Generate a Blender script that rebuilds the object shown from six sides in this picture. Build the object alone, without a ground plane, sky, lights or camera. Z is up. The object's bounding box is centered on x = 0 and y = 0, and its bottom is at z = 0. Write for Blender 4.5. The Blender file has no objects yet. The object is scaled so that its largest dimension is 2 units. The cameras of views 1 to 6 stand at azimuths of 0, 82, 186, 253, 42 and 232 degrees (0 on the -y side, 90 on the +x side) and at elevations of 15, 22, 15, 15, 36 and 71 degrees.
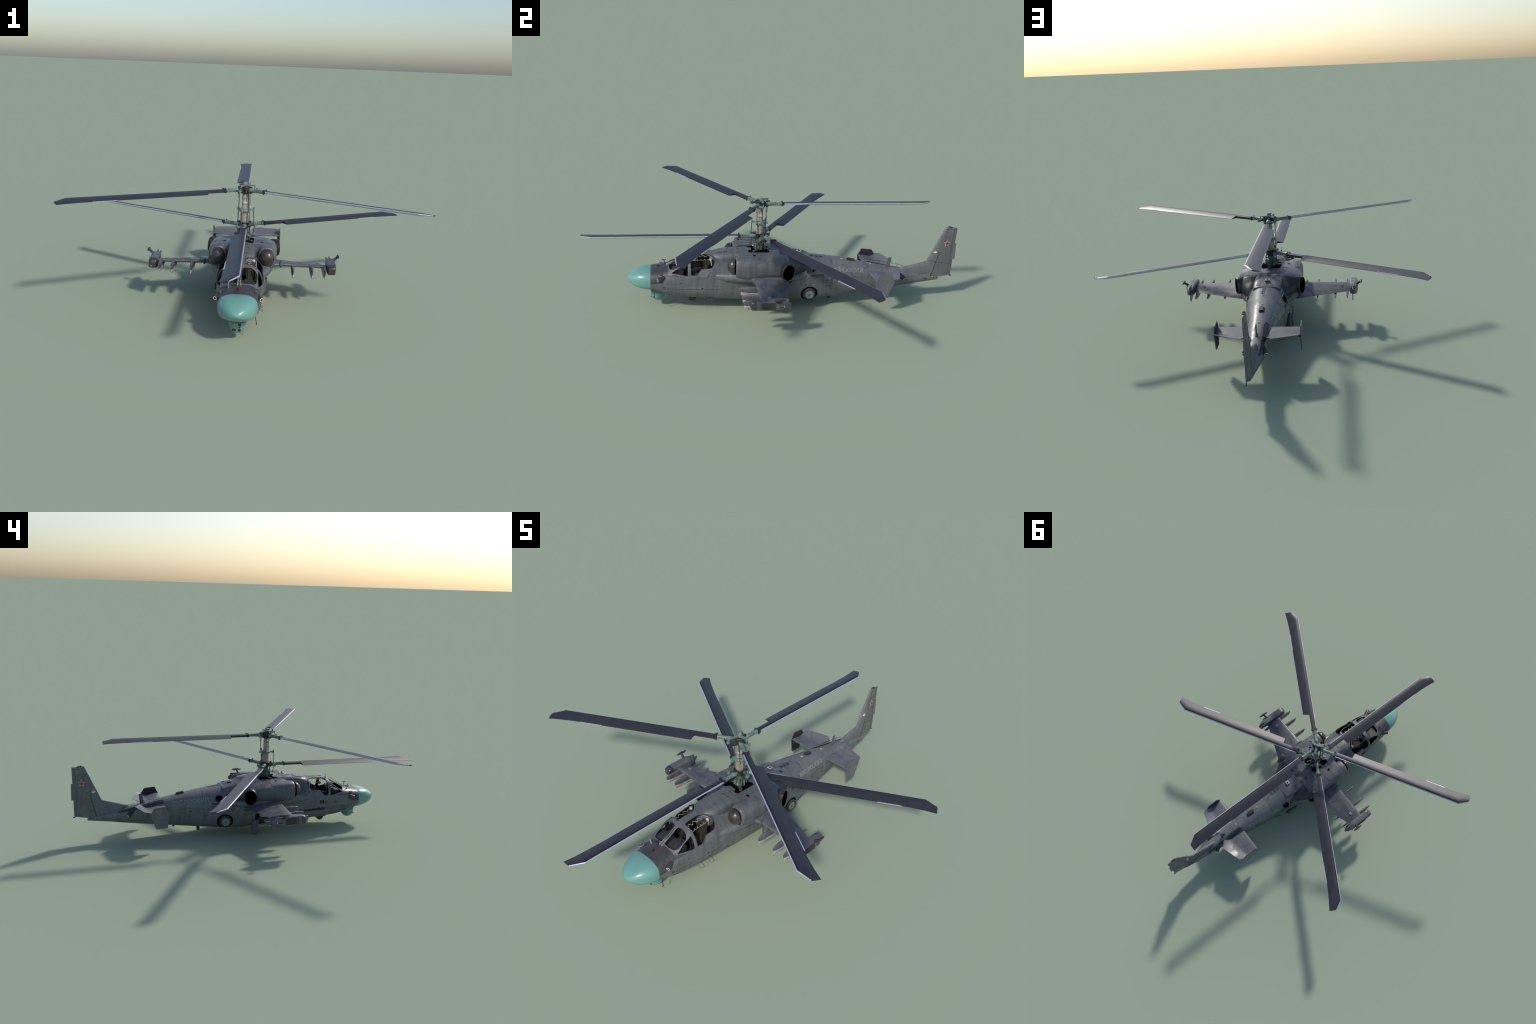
import bpy, bmesh, math, random
import numpy as np
from mathutils import Vector, Matrix
from mathutils.geometry import delaunay_2d_cdt

random.seed(7)
PI = math.pi
XC = -0.0203          # the machine's plane of symmetry in the scene frame
HUB_Y = -0.085        # rotor axis

# ------------------------------------------------------------------ materials
def new_mat(name):
    m = bpy.data.materials.new(name); m.use_nodes = True
    nt = m.node_tree
    return m, nt, nt.nodes, nt.links, nt.nodes["Principled BSDF"]

def plain(name, col, rough=0.5, metal=0.0, var=0.0, scale=60.0, coat=0.0):
    m, nt, N, L, b = new_mat(name)
    b.inputs["Roughness"].default_value = rough
    b.inputs["Metallic"].default_value = metal
    b.inputs["Coat Weight"].default_value = coat
    b.inputs["Base Color"].default_value = (*col, 1)
    if var:
        tc = N.new("ShaderNodeTexCoord"); no = N.new("ShaderNodeTexNoise")
        no.inputs["Scale"].default_value = scale; no.inputs["Detail"].default_value = 5
        L.new(tc.outputs["Object"], no.inputs["Vector"])
        r = N.new("ShaderNodeValToRGB")
        r.color_ramp.elements[0].position = 0.3; r.color_ramp.elements[1].position = 0.7
        r.color_ramp.elements[0].color = (*[c*(1-var) for c in col], 1)
        r.color_ramp.elements[1].color = (*[min(1, c*(1+var)) for c in col], 1)
        L.new(no.outputs["Fac"], r.inputs["Fac"]); L.new(r.outputs["Color"], b.inputs["Base Color"])
        rr = N.new("ShaderNodeMapRange")
        rr.inputs["To Min"].default_value = max(0.05, rough-0.12); rr.inputs["To Max"].default_value = min(1, rough+0.12)
        L.new(no.outputs["Fac"], rr.inputs["Value"]); L.new(rr.outputs["Result"], b.inputs["Roughness"])
    return m

def math_node(N, L, op, a, b=None):
    n = N.new("ShaderNodeMath"); n.operation = op
    for i, v in enumerate((a, b)):
        if v is None: continue
        if isinstance(v, (int, float)): n.inputs[i].default_value = v
        else: L.new(v, n.inputs[i])
    return n.outputs[0]

def paint(name, col, rough=0.42, panel=(0.075, 0.052), line=0.70, streak=0.28, seed=0.0):
    """Weathered grey aircraft paint: tone blotches, dirt streaks, panel seams, rivet specks, chips."""
    m, nt, N, L, b = new_mat(name)
    tc = N.new("ShaderNodeTexCoord"); mp = N.new("ShaderNodeMapping")
    mp.inputs["Location"].default_value = (seed, seed*1.7, seed*0.6)
    L.new(tc.outputs["Object"], mp.inputs["Vector"]); vec = mp.outputs["Vector"]
    def noise(scale, detail=5, sc=None, rough_=0.55):
        v = vec
        if sc:
            k = N.new("ShaderNodeMapping"); k.inputs["Scale"].default_value = sc
            L.new(vec, k.inputs["Vector"]); v = k.outputs["Vector"]
        n = N.new("ShaderNodeTexNoise"); n.inputs["Scale"].default_value = scale
        n.inputs["Detail"].default_value = detail; n.inputs["Roughness"].default_value = rough_
        L.new(v, n.inputs["Vector"]); return n.outputs["Fac"]
    def ramp(fac, p0, p1, v0, v1):
        r = N.new("ShaderNodeMapRange"); r.inputs["From Min"].default_value = p0; r.inputs["From Max"].default_value = p1
        r.inputs["To Min"].default_value = v0; r.inputs["To Max"].default_value = v1
        L.new(fac, r.inputs["Value"]); return r.outputs["Result"]
    blot = ramp(noise(9), 0.3, 0.7, 1-streak*0.45, 1+streak*0.4)
    fine = ramp(noise(90, 6), 0.3, 0.7, 0.92, 1.07)
    drip = ramp(noise(16, 5, (1.0, 2.6, 0.35)), 0.42, 0.72, 1.0, 1-streak)
    val = math_node(N, L, 'MULTIPLY', math_node(N, L, 'MULTIPLY', blot, fine), drip)
    # panel seams: Brick texture laid on the side plane (y, z)
    sx = N.new("ShaderNodeSeparateXYZ"); L.new(vec, sx.inputs[0])
    cb = N.new("ShaderNodeCombineXYZ")
    hz = math_node(N, L, 'ADD', sx.outputs["Z"], math_node(N, L, 'MULTIPLY', math_node(N, L, 'ABSOLUTE', sx.outputs["X"]), 0.55))
    L.new(sx.outputs["Y"], cb.inputs["X"]); L.new(hz, cb.inputs["Y"])
    br = N.new("ShaderNodeTexBrick")
    br.inputs["Scale"].default_value = 1.0; br.inputs["Brick Width"].default_value = panel[0]
    br.inputs["Row Height"].default_value = panel[1]; br.inputs["Mortar Size"].default_value = 0.0011
    br.inputs["Mortar Smooth"].default_value = 0.4
    br.inputs["Color1"].default_value = (1.04, 1.04, 1.04, 1); br.inputs["Color2"].default_value = (0.94, 0.945, 0.955, 1)
    br.inputs["Mortar"].default_value = (line, line, line, 1)
    br.offset = 0.37; br.squash = 1.4; br.squash_frequency = 3
    L.new(cb.outputs[0], br.inputs["Vector"])
    vo = N.new("ShaderNodeTexVoronoi"); vo.inputs["Scale"].default_value = 52; L.new(vec, vo.inputs["Vector"])
    sp = ramp(vo.outputs["Distance"], 0.035, 0.075, 1.0, 0.0)
    wn = N.new("ShaderNodeTexWhiteNoise"); L.new(vo.outputs["Position"], wn.inputs["Vector"])
    sp = math_node(N, L, 'MULTIPLY', sp, math_node(N, L, 'GREATER_THAN', wn.outputs["Value"], 0.72))
    base = N.new("ShaderNodeMix"); base.data_type = 'RGBA'; base.blend_type = 'MULTIPLY'
    base.inputs["Factor"].default_value = 1.0
    base.inputs[6].default_value = (*col, 1); L.new(br.outputs["Color"], base.inputs[7])
    b2 = N.new("ShaderNodeMix"); b2.data_type = 'RGBA'; b2.blend_type = 'MULTIPLY'; b2.inputs["Factor"].default_value = 1.0
    L.new(base.outputs[2], b2.inputs[6]); L.new(val, b2.inputs[7])
    # chips: mostly dark specks, a few ochre
    chip = N.new("ShaderNodeMix"); chip.data_type = 'RGBA'
    tone = N.new("ShaderNodeValToRGB"); e = tone.color_ramp.elements
    e[0].position = 0.8; e[0].color = (0.03, 0.03, 0.032, 1); e[1].position = 0.92; e[1].color = (0.20, 0.19, 0.07, 1)
    L.new(wn.outputs["Value"], tone.inputs["Fac"])
    L.new(math_node(N, L, 'MULTIPLY', sp, 0.55), chip.inputs["Factor"])
    L.new(b2.outputs[2], chip.inputs[6]); L.new(tone.outputs["Color"], chip.inputs[7])
    L.new(chip.outputs[2], b.inputs["Base Color"])
    L.new(ramp(noise(14, 6), 0.46, 0.54, rough-0.07, rough+0.15), b.inputs["Roughness"])
    b.inputs["Specular IOR Level"].default_value = 0.5
    bp = N.new("ShaderNodeBump"); bp.inputs["Strength"].default_value = 0.25; bp.inputs["Distance"].default_value = 0.0008
    L.new(br.outputs["Fac"], bp.inputs["Height"]); bp.invert = True
    L.new(bp.outputs["Normal"], b.inputs["Normal"])
    return m

GREY = (0.122, 0.133, 0.140)
M = {}
M['hull'] = paint("hull_paint", GREY)
M['roof'] = paint("cowling_paint", (0.112, 0.120, 0.130), rough=0.38, streak=0.34, seed=3.1)
M['wing'] = paint("wing_paint", (0.104, 0.112, 0.126), rough=0.45, panel=(0.09, 0.075), streak=0.36, seed=5.3)
M['tail'] = paint("tail_paint", (0.136, 0.146, 0.146), panel=(0.11, 0.07), streak=0.2, seed=8.2)
M['plate'] = paint("stabilizer_paint", (0.132, 0.138, 0.148), panel=(0.06, 0.06), streak=0.22, seed=2.2)
M['glare'] = plain("antiglare_paint", (0.050, 0.048, 0.054), 0.42, var=0.25, scale=40)
M['radome'] = plain("radome_green", (0.135, 0.312, 0.280), 0.3, coat=0.2)
M['turret'] = plain("turret_green", (0.125, 0.285, 0.255), 0.35, var=0.08, scale=20)
M['green'] = plain("sage_green_metal", (0.135, 0.192, 0.162), 0.45, var=0.3, scale=70)
M['darkgreen'] = plain("oily_green_metal", (0.05, 0.075, 0.066), 0.45, var=0.4, scale=70)
M['beige'] = plain("beige_mast_tube", (0.31, 0.265, 0.215), 0.45, var=0.22, scale=60)
M['white'] = plain("white_paint", (0.72, 0.72, 0.70), 0.45, var=0.08)
M['offwhite'] = plain("dull_white", (0.45, 0.44, 0.42), 0.5, var=0.25, scale=120)
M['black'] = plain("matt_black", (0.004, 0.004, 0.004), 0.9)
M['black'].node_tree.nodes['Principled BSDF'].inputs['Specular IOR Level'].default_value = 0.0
M['dark'] = plain("dark_rubber", (0.022, 0.022, 0.024), 0.6, var=0.25)
M['tyre'] = plain("tyre_rubber", (0.035, 0.034, 0.034), 0.65, var=0.3, scale=90)
M['rim'] = plain("wheel_hub_green", (0.185, 0.235, 0.215), 0.5, var=0.2, scale=90)
M['bronze'] = plain("intake_dome_bronze", (0.040, 0.036, 0.034), 0.28, var=0.35, scale=45, coat=0.3)
M['soot'] = plain("sooty_metal", (0.026, 0.029, 0.032), 0.58, var=0.5, scale=30)
M['pipe'] = plain("burnt_exhaust_steel", (0.055, 0.046, 0.042), 0.4, 0.4, var=0.4, scale=60)
M['silver'] = plain("bare_metal_strip", (0.40, 0.42, 0.51), 0.4, 0.25, var=0.08, scale=60)
M['podgrey'] = paint("pod_paint", (0.105, 0.113, 0.122), panel=(0.05, 0.05), seed=1.2)
M['grille'] = plain("dispenser_grille", (0.045, 0.048, 0.042), 0.7, var=0.5, scale=300)
M['olive'] = plain("olive_seat_cloth", (0.032, 0.031, 0.016), 0.85, var=0.3, scale=120)
M['cockpit'] = plain("cockpit_black", (0.010, 0.010, 0.012), 0.8, var=0.3, scale=60)
M['console'] = plain("console_dark_grey", (0.028, 0.028, 0.032), 0.6, var=0.25, scale=80)
M['red'] = plain("red_paint", (0.36, 0.022, 0.022), 0.45, var=0.15, scale=120)
M['orange'] = plain("orange_tape", (0.62, 0.26, 0.02), 0.5)
M['cyan'] = plain("cyan_lens", (0.035, 0.25, 0.235), 0.2, coat=0.5)
M['amber'] = plain("amber_lens", (0.45, 0.33, 0.03), 0.15, coat=0.6)
M['lens'] = plain("dark_lens", (0.006, 0.005, 0.010), 0.08, coat=0.6)
M['vent'] = plain("vent_blue_black", (0.026, 0.033, 0.045), 0.6, var=0.3, scale=100)
M['letter'] = plain("faded_white_stencil", (0.33, 0.34, 0.34), 0.55, var=0.2, scale=150)
M['seam'] = plain("seam_black", (0.02, 0.02, 0.022), 0.8)
M['cream'] = plain("cream_lamp_glass", (0.60, 0.54, 0.42), 0.3, coat=0.3)

def rail_mat():
    m, nt, N, L, b = new_mat("worn_launch_rail")
    tc = N.new("ShaderNodeTexCoord"); no = N.new("ShaderNodeTexNoise")
    no.inputs["Scale"].default_value = 110; no.inputs["Detail"].default_value = 6
    L.new(tc.outputs["Object"], no.inputs["Vector"])
    r = N.new("ShaderNodeValToRGB"); e = r.color_ramp.elements
    e[0].position = 0.33; e[0].color = (0.20, 0.07, 0.06, 1); e[1].position = 0.42; e[1].color = (0.33, 0.30, 0.29, 1)
    k = e.new(0.7); k.color = (0.44, 0.43, 0.42, 1)
    L.new(no.outputs["Fac"], r.inputs["Fac"]); L.new(r.outputs["Color"], b.inputs["Base Color"])
    b.inputs["Roughness"].default_value = 0.55
    return m
M['rail'] = rail_mat()

def blade_mat():
    """Dark slate composite with faint rib bands along the span."""
    m, nt, N, L, b = new_mat("blade_composite")
    tc = N.new("ShaderNodeTexCoord")
    w = N.new("ShaderNodeTexWave"); w.wave_type = 'BANDS'; w.bands_direction = 'X'
    w.inputs["Scale"].default_value = 24; w.inputs["Distortion"].default_value = 1.5; w.inputs["Detail"].default_value = 4
    w.inputs["Detail Scale"].default_value = 6
    L.new(tc.outputs["Object"], w.inputs["Vector"])
    no = N.new("ShaderNodeTexNoise"); no.inputs["Scale"].default_value = 25; no.inputs["Detail"].default_value = 5
    L.new(tc.outputs["Object"], no.inputs["Vector"])
    s = math_node(N, L, 'ADD', math_node(N, L, 'MULTIPLY', w.outputs["Fac"], 0.12), math_node(N, L, 'MULTIPLY', no.outputs["Fac"], 0.88))
    r = N.new("ShaderNodeValToRGB"); e = r.color_ramp.elements
    e[0].position = 0.25; e[0].color = (0.021, 0.022, 0.028, 1); e[1].position = 0.75; e[1].color = (0.033, 0.034, 0.041, 1)
    L.new(s, r.inputs["Fac"])
    L.new(r.outputs["Color"], b.inputs["Base Color"])
    b.inputs["Roughness"].default_value = 0.42
    b.inputs["Specular IOR Level"].default_value = 0.5
    return m
M['blade'] = blade_mat()
M['bladeband'] = plain("blade_black_band", (0.012, 0.012, 0.014), 0.35, var=0.2)  # near-black band just behind the leading-edge strip

def glass_mat():
    m, nt, N, L, b = new_mat("canopy_glass")
    b.inputs["Base Color"].default_value = (0.92, 0.95, 0.95, 1)
    b.inputs["Transmission Weight"].default_value = 1.0
    b.inputs["Roughness"].default_value = 0.0
    b.inputs["IOR"].default_value = 1.12
    return m
M['glass'] = glass_mat()

# ------------------------------------------------------------------ object helpers
ROOT = bpy.data.objects.new("attack_helicopter", None)
bpy.context.scene.collection.objects.link(ROOT)
ROOT.location = (XC, 0, 0)
ROOT["label"] = "grey two-seat coaxial rotor attack helicopter with teal nose"
ROOT["category"] = "helicopter"

def link(name, me, parent=None, mats=(), smooth=True, angle=40):
    ob = bpy.data.objects.new(name, me)
    bpy.context.scene.collection.objects.link(ob)
    ob.parent = parent or ROOT
    for m in mats: me.materials.append(M[m] if isinstance(m, str) else m)
    if smooth:
        me.polygons.foreach_set("use_smooth", [True]*len(me.polygons))
        if angle is not None: me.set_sharp_from_angle(angle=math.radians(angle))
    return ob

def from_bm(name, bm, mats, parent=None, smooth=True, angle=40):
    bmesh.ops.recalc_face_normals(bm, faces=bm.faces)
    me = bpy.data.meshes.new(name); bm.to_mesh(me); bm.free()
    return link(name, me, parent, mats, smooth, angle)

def add_loop_grid(bm, rings, closed=True, cap=True, mat=0):
    vs = [[bm.verts.new(p) for p in r] for r in rings]
    n = len(rings[0])
    for a, b in zip(vs, vs[1:]):
        for i in range(n if closed else n-1):
            j = (i+1) % n
            f = bm.faces.new((a[i], a[j], b[j], b[i])); f.material_index = mat
    if cap:
        for r in (vs[0], vs[-1]):
            f = bm.faces.new(r); f.material_index = mat
    return vs

def frame(d):
    d = Vector(d).normalized()
    u = d.cross(Vector((0, 0, 1)) if abs(d.z) < 0.9 else Vector((1, 0, 0))).normalized()
    return d, u, d.cross(u)

def add_cyl(bm, p0, p1, r0, r1=None, n=20, cap=True, mat=0):
    r1 = r0 if r1 is None else r1
    p0, p1 = Vector(p0), Vector(p1); d, u, v = frame(p1-p0)
    rings = [[p+u*(r*math.cos(2*PI*i/n))+v*(r*math.sin(2*PI*i/n)) for i in range(n)] for p, r in ((p0, r0), (p1, r1))]
    add_loop_grid(bm, rings, True, cap, mat)

def add_revolve(bm, origin, axis, prof, n=28, mat=0, cap=True, sx=1.0):
    """prof: (distance along axis, radius)"""
    d, u, v = frame(axis); o = Vector(origin)
    rings = [[o+d*h+u*(r*sx*math.cos(2*PI*i/n))+v*(r*math.sin(2*PI*i/n)) for i in range(n)] for h, r in prof]
    add_loop_grid(bm, rings, True, cap, mat)

def add_tube(bm, pts, r, n=8, mat=0):
    pts = [Vector(p) for p in pts]; rings = []
    for i, p in enumerate(pts):
        d = (pts[min(i+1, len(pts)-1)]-pts[max(i-1, 0)])
        _, u, v = frame(d)
        rings.append([p+u*(r*math.cos(2*PI*k/n))+v*(r*math.sin(2*PI*k/n)) for k in range(n)])
    add_loop_grid(bm, rings, True, True, mat)

def add_box(bm, c, s, rot=None, bev=0.0, mat=0):
    r = bmesh.ops.create_cube(bm, size=1.0)
    vs = r["verts"]; fs = {f for v in vs for f in v.link_faces}
    for f in fs: f.material_index = mat
    Mx = Matrix.Translation(Vector(c)) @ (rot.to_4x4() if rot is not None else Matrix.Identity(4)) @ Matrix.Diagonal((*s, 1))
    bmesh.ops.transform(bm, matrix=Mx, verts=vs)
    if bev:
        es = {e for v in vs for e in v.link_edges}
        bmesh.ops.bevel(bm, geom=list(es), offset=bev, segments=2, affect='EDGES', material=-1)

def add_prism(bm, poly, axis, lo, hi, mat=0):
    """Polygon in the plane across `axis` ('x': (y,z), 'y': (x,z), 'z': (x,y)), extruded lo..hi."""
    def P(a, b, c):
        return {'x': (c, a, b), 'y': (a, c, b), 'z': (a, b, c)}[axis]
    A = [bm.verts.new(P(a, b, lo)) for a, b in poly]; B = [bm.verts.new(P(a, b, hi)) for a, b in poly]
    n = len(poly)
    fs = [bm.faces.new(A), bm.faces.new(B)]
    for i in range(n): fs.append(bm.faces.new((A[i], A[(i+1) % n], B[(i+1) % n], B[i])))
    for f in fs: f.material_index = mat
    return fs

def part(name, mats, build, parent=None, bevel=0.0, smooth=True, angle=40):
    bm = bmesh.new(); build(bm)
    if bevel:
        bmesh.ops.recalc_face_normals(bm, faces=bm.faces)
        es = [e for e in bm.edges if len(e.link_faces) == 2 and e.calc_face_angle(0) > math.radians(35)]
        bmesh.ops.bevel(bm, geom=es, offset=bevel, segments=2, affect='EDGES', clamp_overlap=True)
    return from_bm(name, bm, mats if isinstance(mats, (list, tuple)) else [mats], parent, smooth, angle)

def pchip(xs,ys):
    xs=[float(v) for v in xs];ys=[float(v) for v in ys];n=len(xs)
    h=[xs[i+1]-xs[i] for i in range(n-1)];d=[(ys[i+1]-ys[i])/h[i] for i in range(n-1)]
    m=[0.0]*n;m[0]=d[0];m[-1]=d[-1]
    for i in range(1,n-1):
        if d[i-1]*d[i]>0:
            a=2*h[i]+h[i-1];b=h[i]+2*h[i-1];m[i]=(a+b)/(a/d[i-1]+b/d[i])
    def f(x):
        x=min(max(x,xs[0]),xs[-1]);i=0
        while i<n-2 and x>xs[i+1]: i+=1
        t=(x-xs[i])/h[i];t2=t*t;t3=t2*t
        return (2*t3-3*t2+1)*ys[i]+(t3-2*t2+t)*h[i]*m[i]+(-2*t3+3*t2)*ys[i+1]+(t3-t2)*h[i]*m[i+1]
    return f
class Loft:
    """Body swept along y; each station: y, top z, bottom z, waist z, half width, top power, bottom power."""
    def __init__(s,rows,cx=0.0):
        c=list(zip(*rows));s.y0,s.y1=c[0][0],c[0][-1];s.cx=cx
        s.f=[pchip(c[0],k) for k in c[1:]]
    def at(s,y,a):
        zt,zb,zw,w,nt,nb=[f(y) for f in s.f]
        sn,cs=math.sin(a),math.cos(a)
        h,n=(zt-zw,nt) if cs>=0 else (zw-zb,nb)
        r=(abs(sn/w)**n+abs(cs/h)**n)**(-1/n)
        return (s.cx+r*sn,y,zw+r*cs)
    def angle(s,y,x=None,z=None):
        lo,hi=0.0,(math.pi/2 if x is not None else math.pi)
        for _ in range(40):
            m=(lo+hi)/2;p=s.at(y,m)
            if (x is not None and p[0]-s.cx<x) or (z is not None and p[2]>z): lo=m
            else: hi=m
        return (lo+hi)/2
    def normal(s,y,a):
        e=1e-4
        p=np.array(s.at(y,a-e));q=np.array(s.at(y,a+e));u=np.array(s.at(y-e,a));v=np.array(s.at(y+e,a))
        n=np.cross(q-p,v-u);return n/np.linalg.norm(n)
class GunHull(Loft):
    """Fuselage with the gun channel let into the starboard (-x) flank: a sharp upper lip, then a slope back out."""
    def at(s,y,a):
        x,y,z=Loft.at(s,y,a)
        if x<0 and -.57<y<.0 and z<.14:
            lip=.1265-.045*(y+.43) if y<-.2 else .1162
            low=.072 if y<-.22 else .046
            dep=.026*min(1,max(0,(y+.57)/.035))+.034*min(1,max(0,(y+.24)/.05))
            if y>-.012: dep*=max(0,-y/.012)
            if z>lip: f=max(0,1-(z-lip)/.003)
            elif z>low: f=((z-low)/(lip-low))**(.8 if y<-.22 else .35)
            else: f=0
            x=min(x+dep*f,-.02)
        return (x,y,z)
HULL=GunHull([
(-.652,.2125,.103,.154,.0845,2.7,2.7),(-.60,.220,.089,.154,.091,2.7,2.8),(-.562,.228,.073,.154,.0955,2.8,2.9),(-.515,.2535,.066,.155,.099,3.0,3.0),
(-.468,.281,.061,.155,.1025,3.0,3.0),(-.44,.2865,.059,.155,.1045,3.0,3.0),(-.40,.2885,.057,.155,.107,3.0,3.0),(-.35,.2885,.054,.155,.11,3.0,3.0),
(-.325,.288,.052,.155,.111,2.85,3.0),(-.30,.285,.05,.155,.112,2.4,3.0),(-.24,.278,.046,.152,.113,1.95,3.05),(-.18,.278,.0425,.15,.114,1.95,3.1),(0,.286,.034,.145,.114,2.6,3.4),(.096,.282,.031,.145,.112,2.5,3.5),
(.15,.2765,.033,.145,.109,2.5,3.5),(.21,.2675,.037,.145,.102,2.45,3.4),(.30,.2565,.044,.145,.09,2.4,3.2),(.41,.237,.055,.148,.074,2.35,3.0),
(.52,.216,.066,.148,.059,2.3,2.8),(.625,.194,.077,.146,.0465,2.3,2.6),(.70,.181,.086,.142,.0375,2.3,2.5),(.80,.158,.1,.133,.0255,2.2,2.3),(.87,.139,.108,.124,.0165,2.1,2.1),(.917,.125,.1135,.1195,.008,2,2)])
COWL=Loft([
(-.19,.302,.19,.25,.155,3.4,3.2),(-.16,.307,.184,.25,.162,3.5,3.2),(-.08,.3065,.182,.248,.166,3.5,3.2),(.0,.301,.184,.245,.166,3.3,3.1),(.05,.293,.186,.243,.158,3,3),
(.075,.283,.188,.24,.147,2.8,2.9),(.09,.275,.19,.236,.138,2.7,2.8),(.13,.263,.194,.23,.112,2.6,2.6),(.165,.248,.198,.222,.09,2.5,2.4)])
DOG=Loft([(-.348,.284,.2,.25,.03,2.6,3),(-.33,.2945,.2,.25,.05,3,3),(-.29,.302,.2,.25,.062,3.8,3),(-.2,.3075,.2,.25,.066,4.6,3),(-.1,.3075,.2,.25,.07,5,3),(.0,.3015,.2,.25,.074,5,3),(.1,.289,.2,.25,.074,4.5,3),(.18,.274,.2,.245,.070,3.4,3)])
# ------------------------------------------------------------------ skins cut by window / paint outlines
def fillet(poly, r, k=5):
    out = []; n = len(poly)
    for i in range(n):
        p0, p1, p2 = (Vector(poly[(i+d) % n]) for d in (-1, 0, 1))
        a = p1+(p0-p1).normalized()*min(r, (p0-p1).length*0.45); b = p1+(p2-p1).normalized()*min(r, (p2-p1).length*0.45)
        for j in range(k+1):
            t = j/k; out.append(tuple(a*(1-t)**2+p1*2*t*(1-t)+b*t*t))
    return out

def densify(poly, step=0.006):
    out = []; n = len(poly)
    for i in range(n):
        a, b = Vector(poly[i]), Vector(poly[(i+1) % n]); m = max(1, int((b-a).length/step))
        out += [tuple(a.lerp(b, j/m)) for j in range(m)]
    return out

def in_poly(p, poly):
    x, y = p; c = False; n = len(poly)
    for i in range(n):
        (x1, y1), (x2, y2) = poly[i], poly[i-1]
        if (y1 > y) != (y2 > y) and x < (x2-x1)*(y-y1)/(y2-y1)+x1: c = not c
    return c

KA = 0.1   # angle -> metres, so that the parameter plane is roughly isometric
def outline(loft, pts, side=1, r=0.006, step=0.006):
    """pts: (y, 'x'|'z', value) on the starboard/port surface -> closed outline in (y, angle*KA)."""
    out = []
    for y, k, v in pts:
        a = loft.angle(y, **{k: v}); out.append((y, side*a*KA))
    if r: out = fillet(out, r)
    return densify(out, step)

def cdt(pts, loops):
    vs = [Vector(p) for p in pts]; es = []
    for lp in loops:
        i0 = len(vs); vs += [Vector(p) for p in lp]; n = len(lp)
        es += [(i0+i, i0+(i+1) % n) for i in range(n)]
    r = delaunay_2d_cdt(vs, es, [], 0, 1e-6)
    return r[0], r[2]

def near_loop(p, loops, d):
    for lp in loops:
        for q in lp:
            if abs(q[0]-p[0]) < d and abs(q[1]-p[1]) < d: return True
    return False

def finish_skin(name, verts, normals, faces, fm, mats, parent=None):
    me = bpy.data.meshes.new(name); me.from_pydata(verts, [], faces); me.update()
    ob = link(name, me, parent, mats, True, None)
    me.polygons.foreach_set("material_index", fm)
    me.normals_split_custom_set_from_vertices(normals)
    return ob

def patch(name, loft, loop, off, mats, parent=None, step=0.006, thick=0.0):
    """A piece of plate, pane or paint that follows the loft inside `loop`, raised by off."""
    ys = [p[0] for p in loop]; as_ = [p[1] for p in loop]; g = []
    y = min(ys)+step*0.5
    while y < max(ys):
        a = min(as_)+step*0.5
        while a < max(as_):
            if in_poly((y, a), loop) and not near_loop((y, a), [loop], step*0.35): g.append((y, a))
            a += step
        y += step
    vs, fs = cdt(g, [loop])
    fs = [f for f in fs if in_poly(tuple(sum((vs[i] for i in f), Vector((0, 0)))/3), loop)]
    P, Nn = [], []
    for v in vs:
        n = Vector(loft.normal(v[0], v[1]/KA)); P.append(tuple(Vector(loft.at(v[0], v[1]/KA))+n*off)); Nn.append(tuple(n))
    F = []
    for f in fs:
        f = list(f)
        c = (Vector(P[f[1]])-Vector(P[f[0]])).cross(Vector(P[f[2]])-Vector(P[f[0]]))
        if c.dot(Vector(Nn[f[0]])) < 0: f.reverse()
        F.append(f)
    if thick:
        n0 = len(P); cnt = {}
        for f in F:
            for i in range(3):
                a, b = f[i], f[(i+1) % 3]; cnt[(a, b)] = 1
        rim = [(a, b) for (a, b) in cnt if (b, a) not in cnt]
        P += [tuple(Vector(p)-Vector(n)*thick) for p, n in zip(P, Nn)]
        Nn += [tuple(-Vector(n)) for n in Nn]
        F = F+[[i+n0 for i in reversed(f)] for f in F]+[[b, a, a+n0, b+n0] for a, b in rim]
    return finish_skin(name, P, Nn, F, [0]*len(F), mats, parent)

def loft_rings(loft, ys, na):
    return [[loft.at(y, -PI+2*PI*i/na) for i in range(na)] for y in ys]

def loft_obj(name, loft, mats, ys, na=64, parent=None, cap=True, angle=50):
    bm = bmesh.new(); add_loop_grid(bm, loft_rings(loft, ys, na), True, cap)
    return from_bm(name, bm, mats, parent, True, angle)

def span(a, b, n): return [a+(b-a)*i/n for i in range(n+1)]
def ease(a, b, n): return [a+(b-a)*(1-math.cos(PI*0.5*i/n)) for i in range(n+1)]

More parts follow.
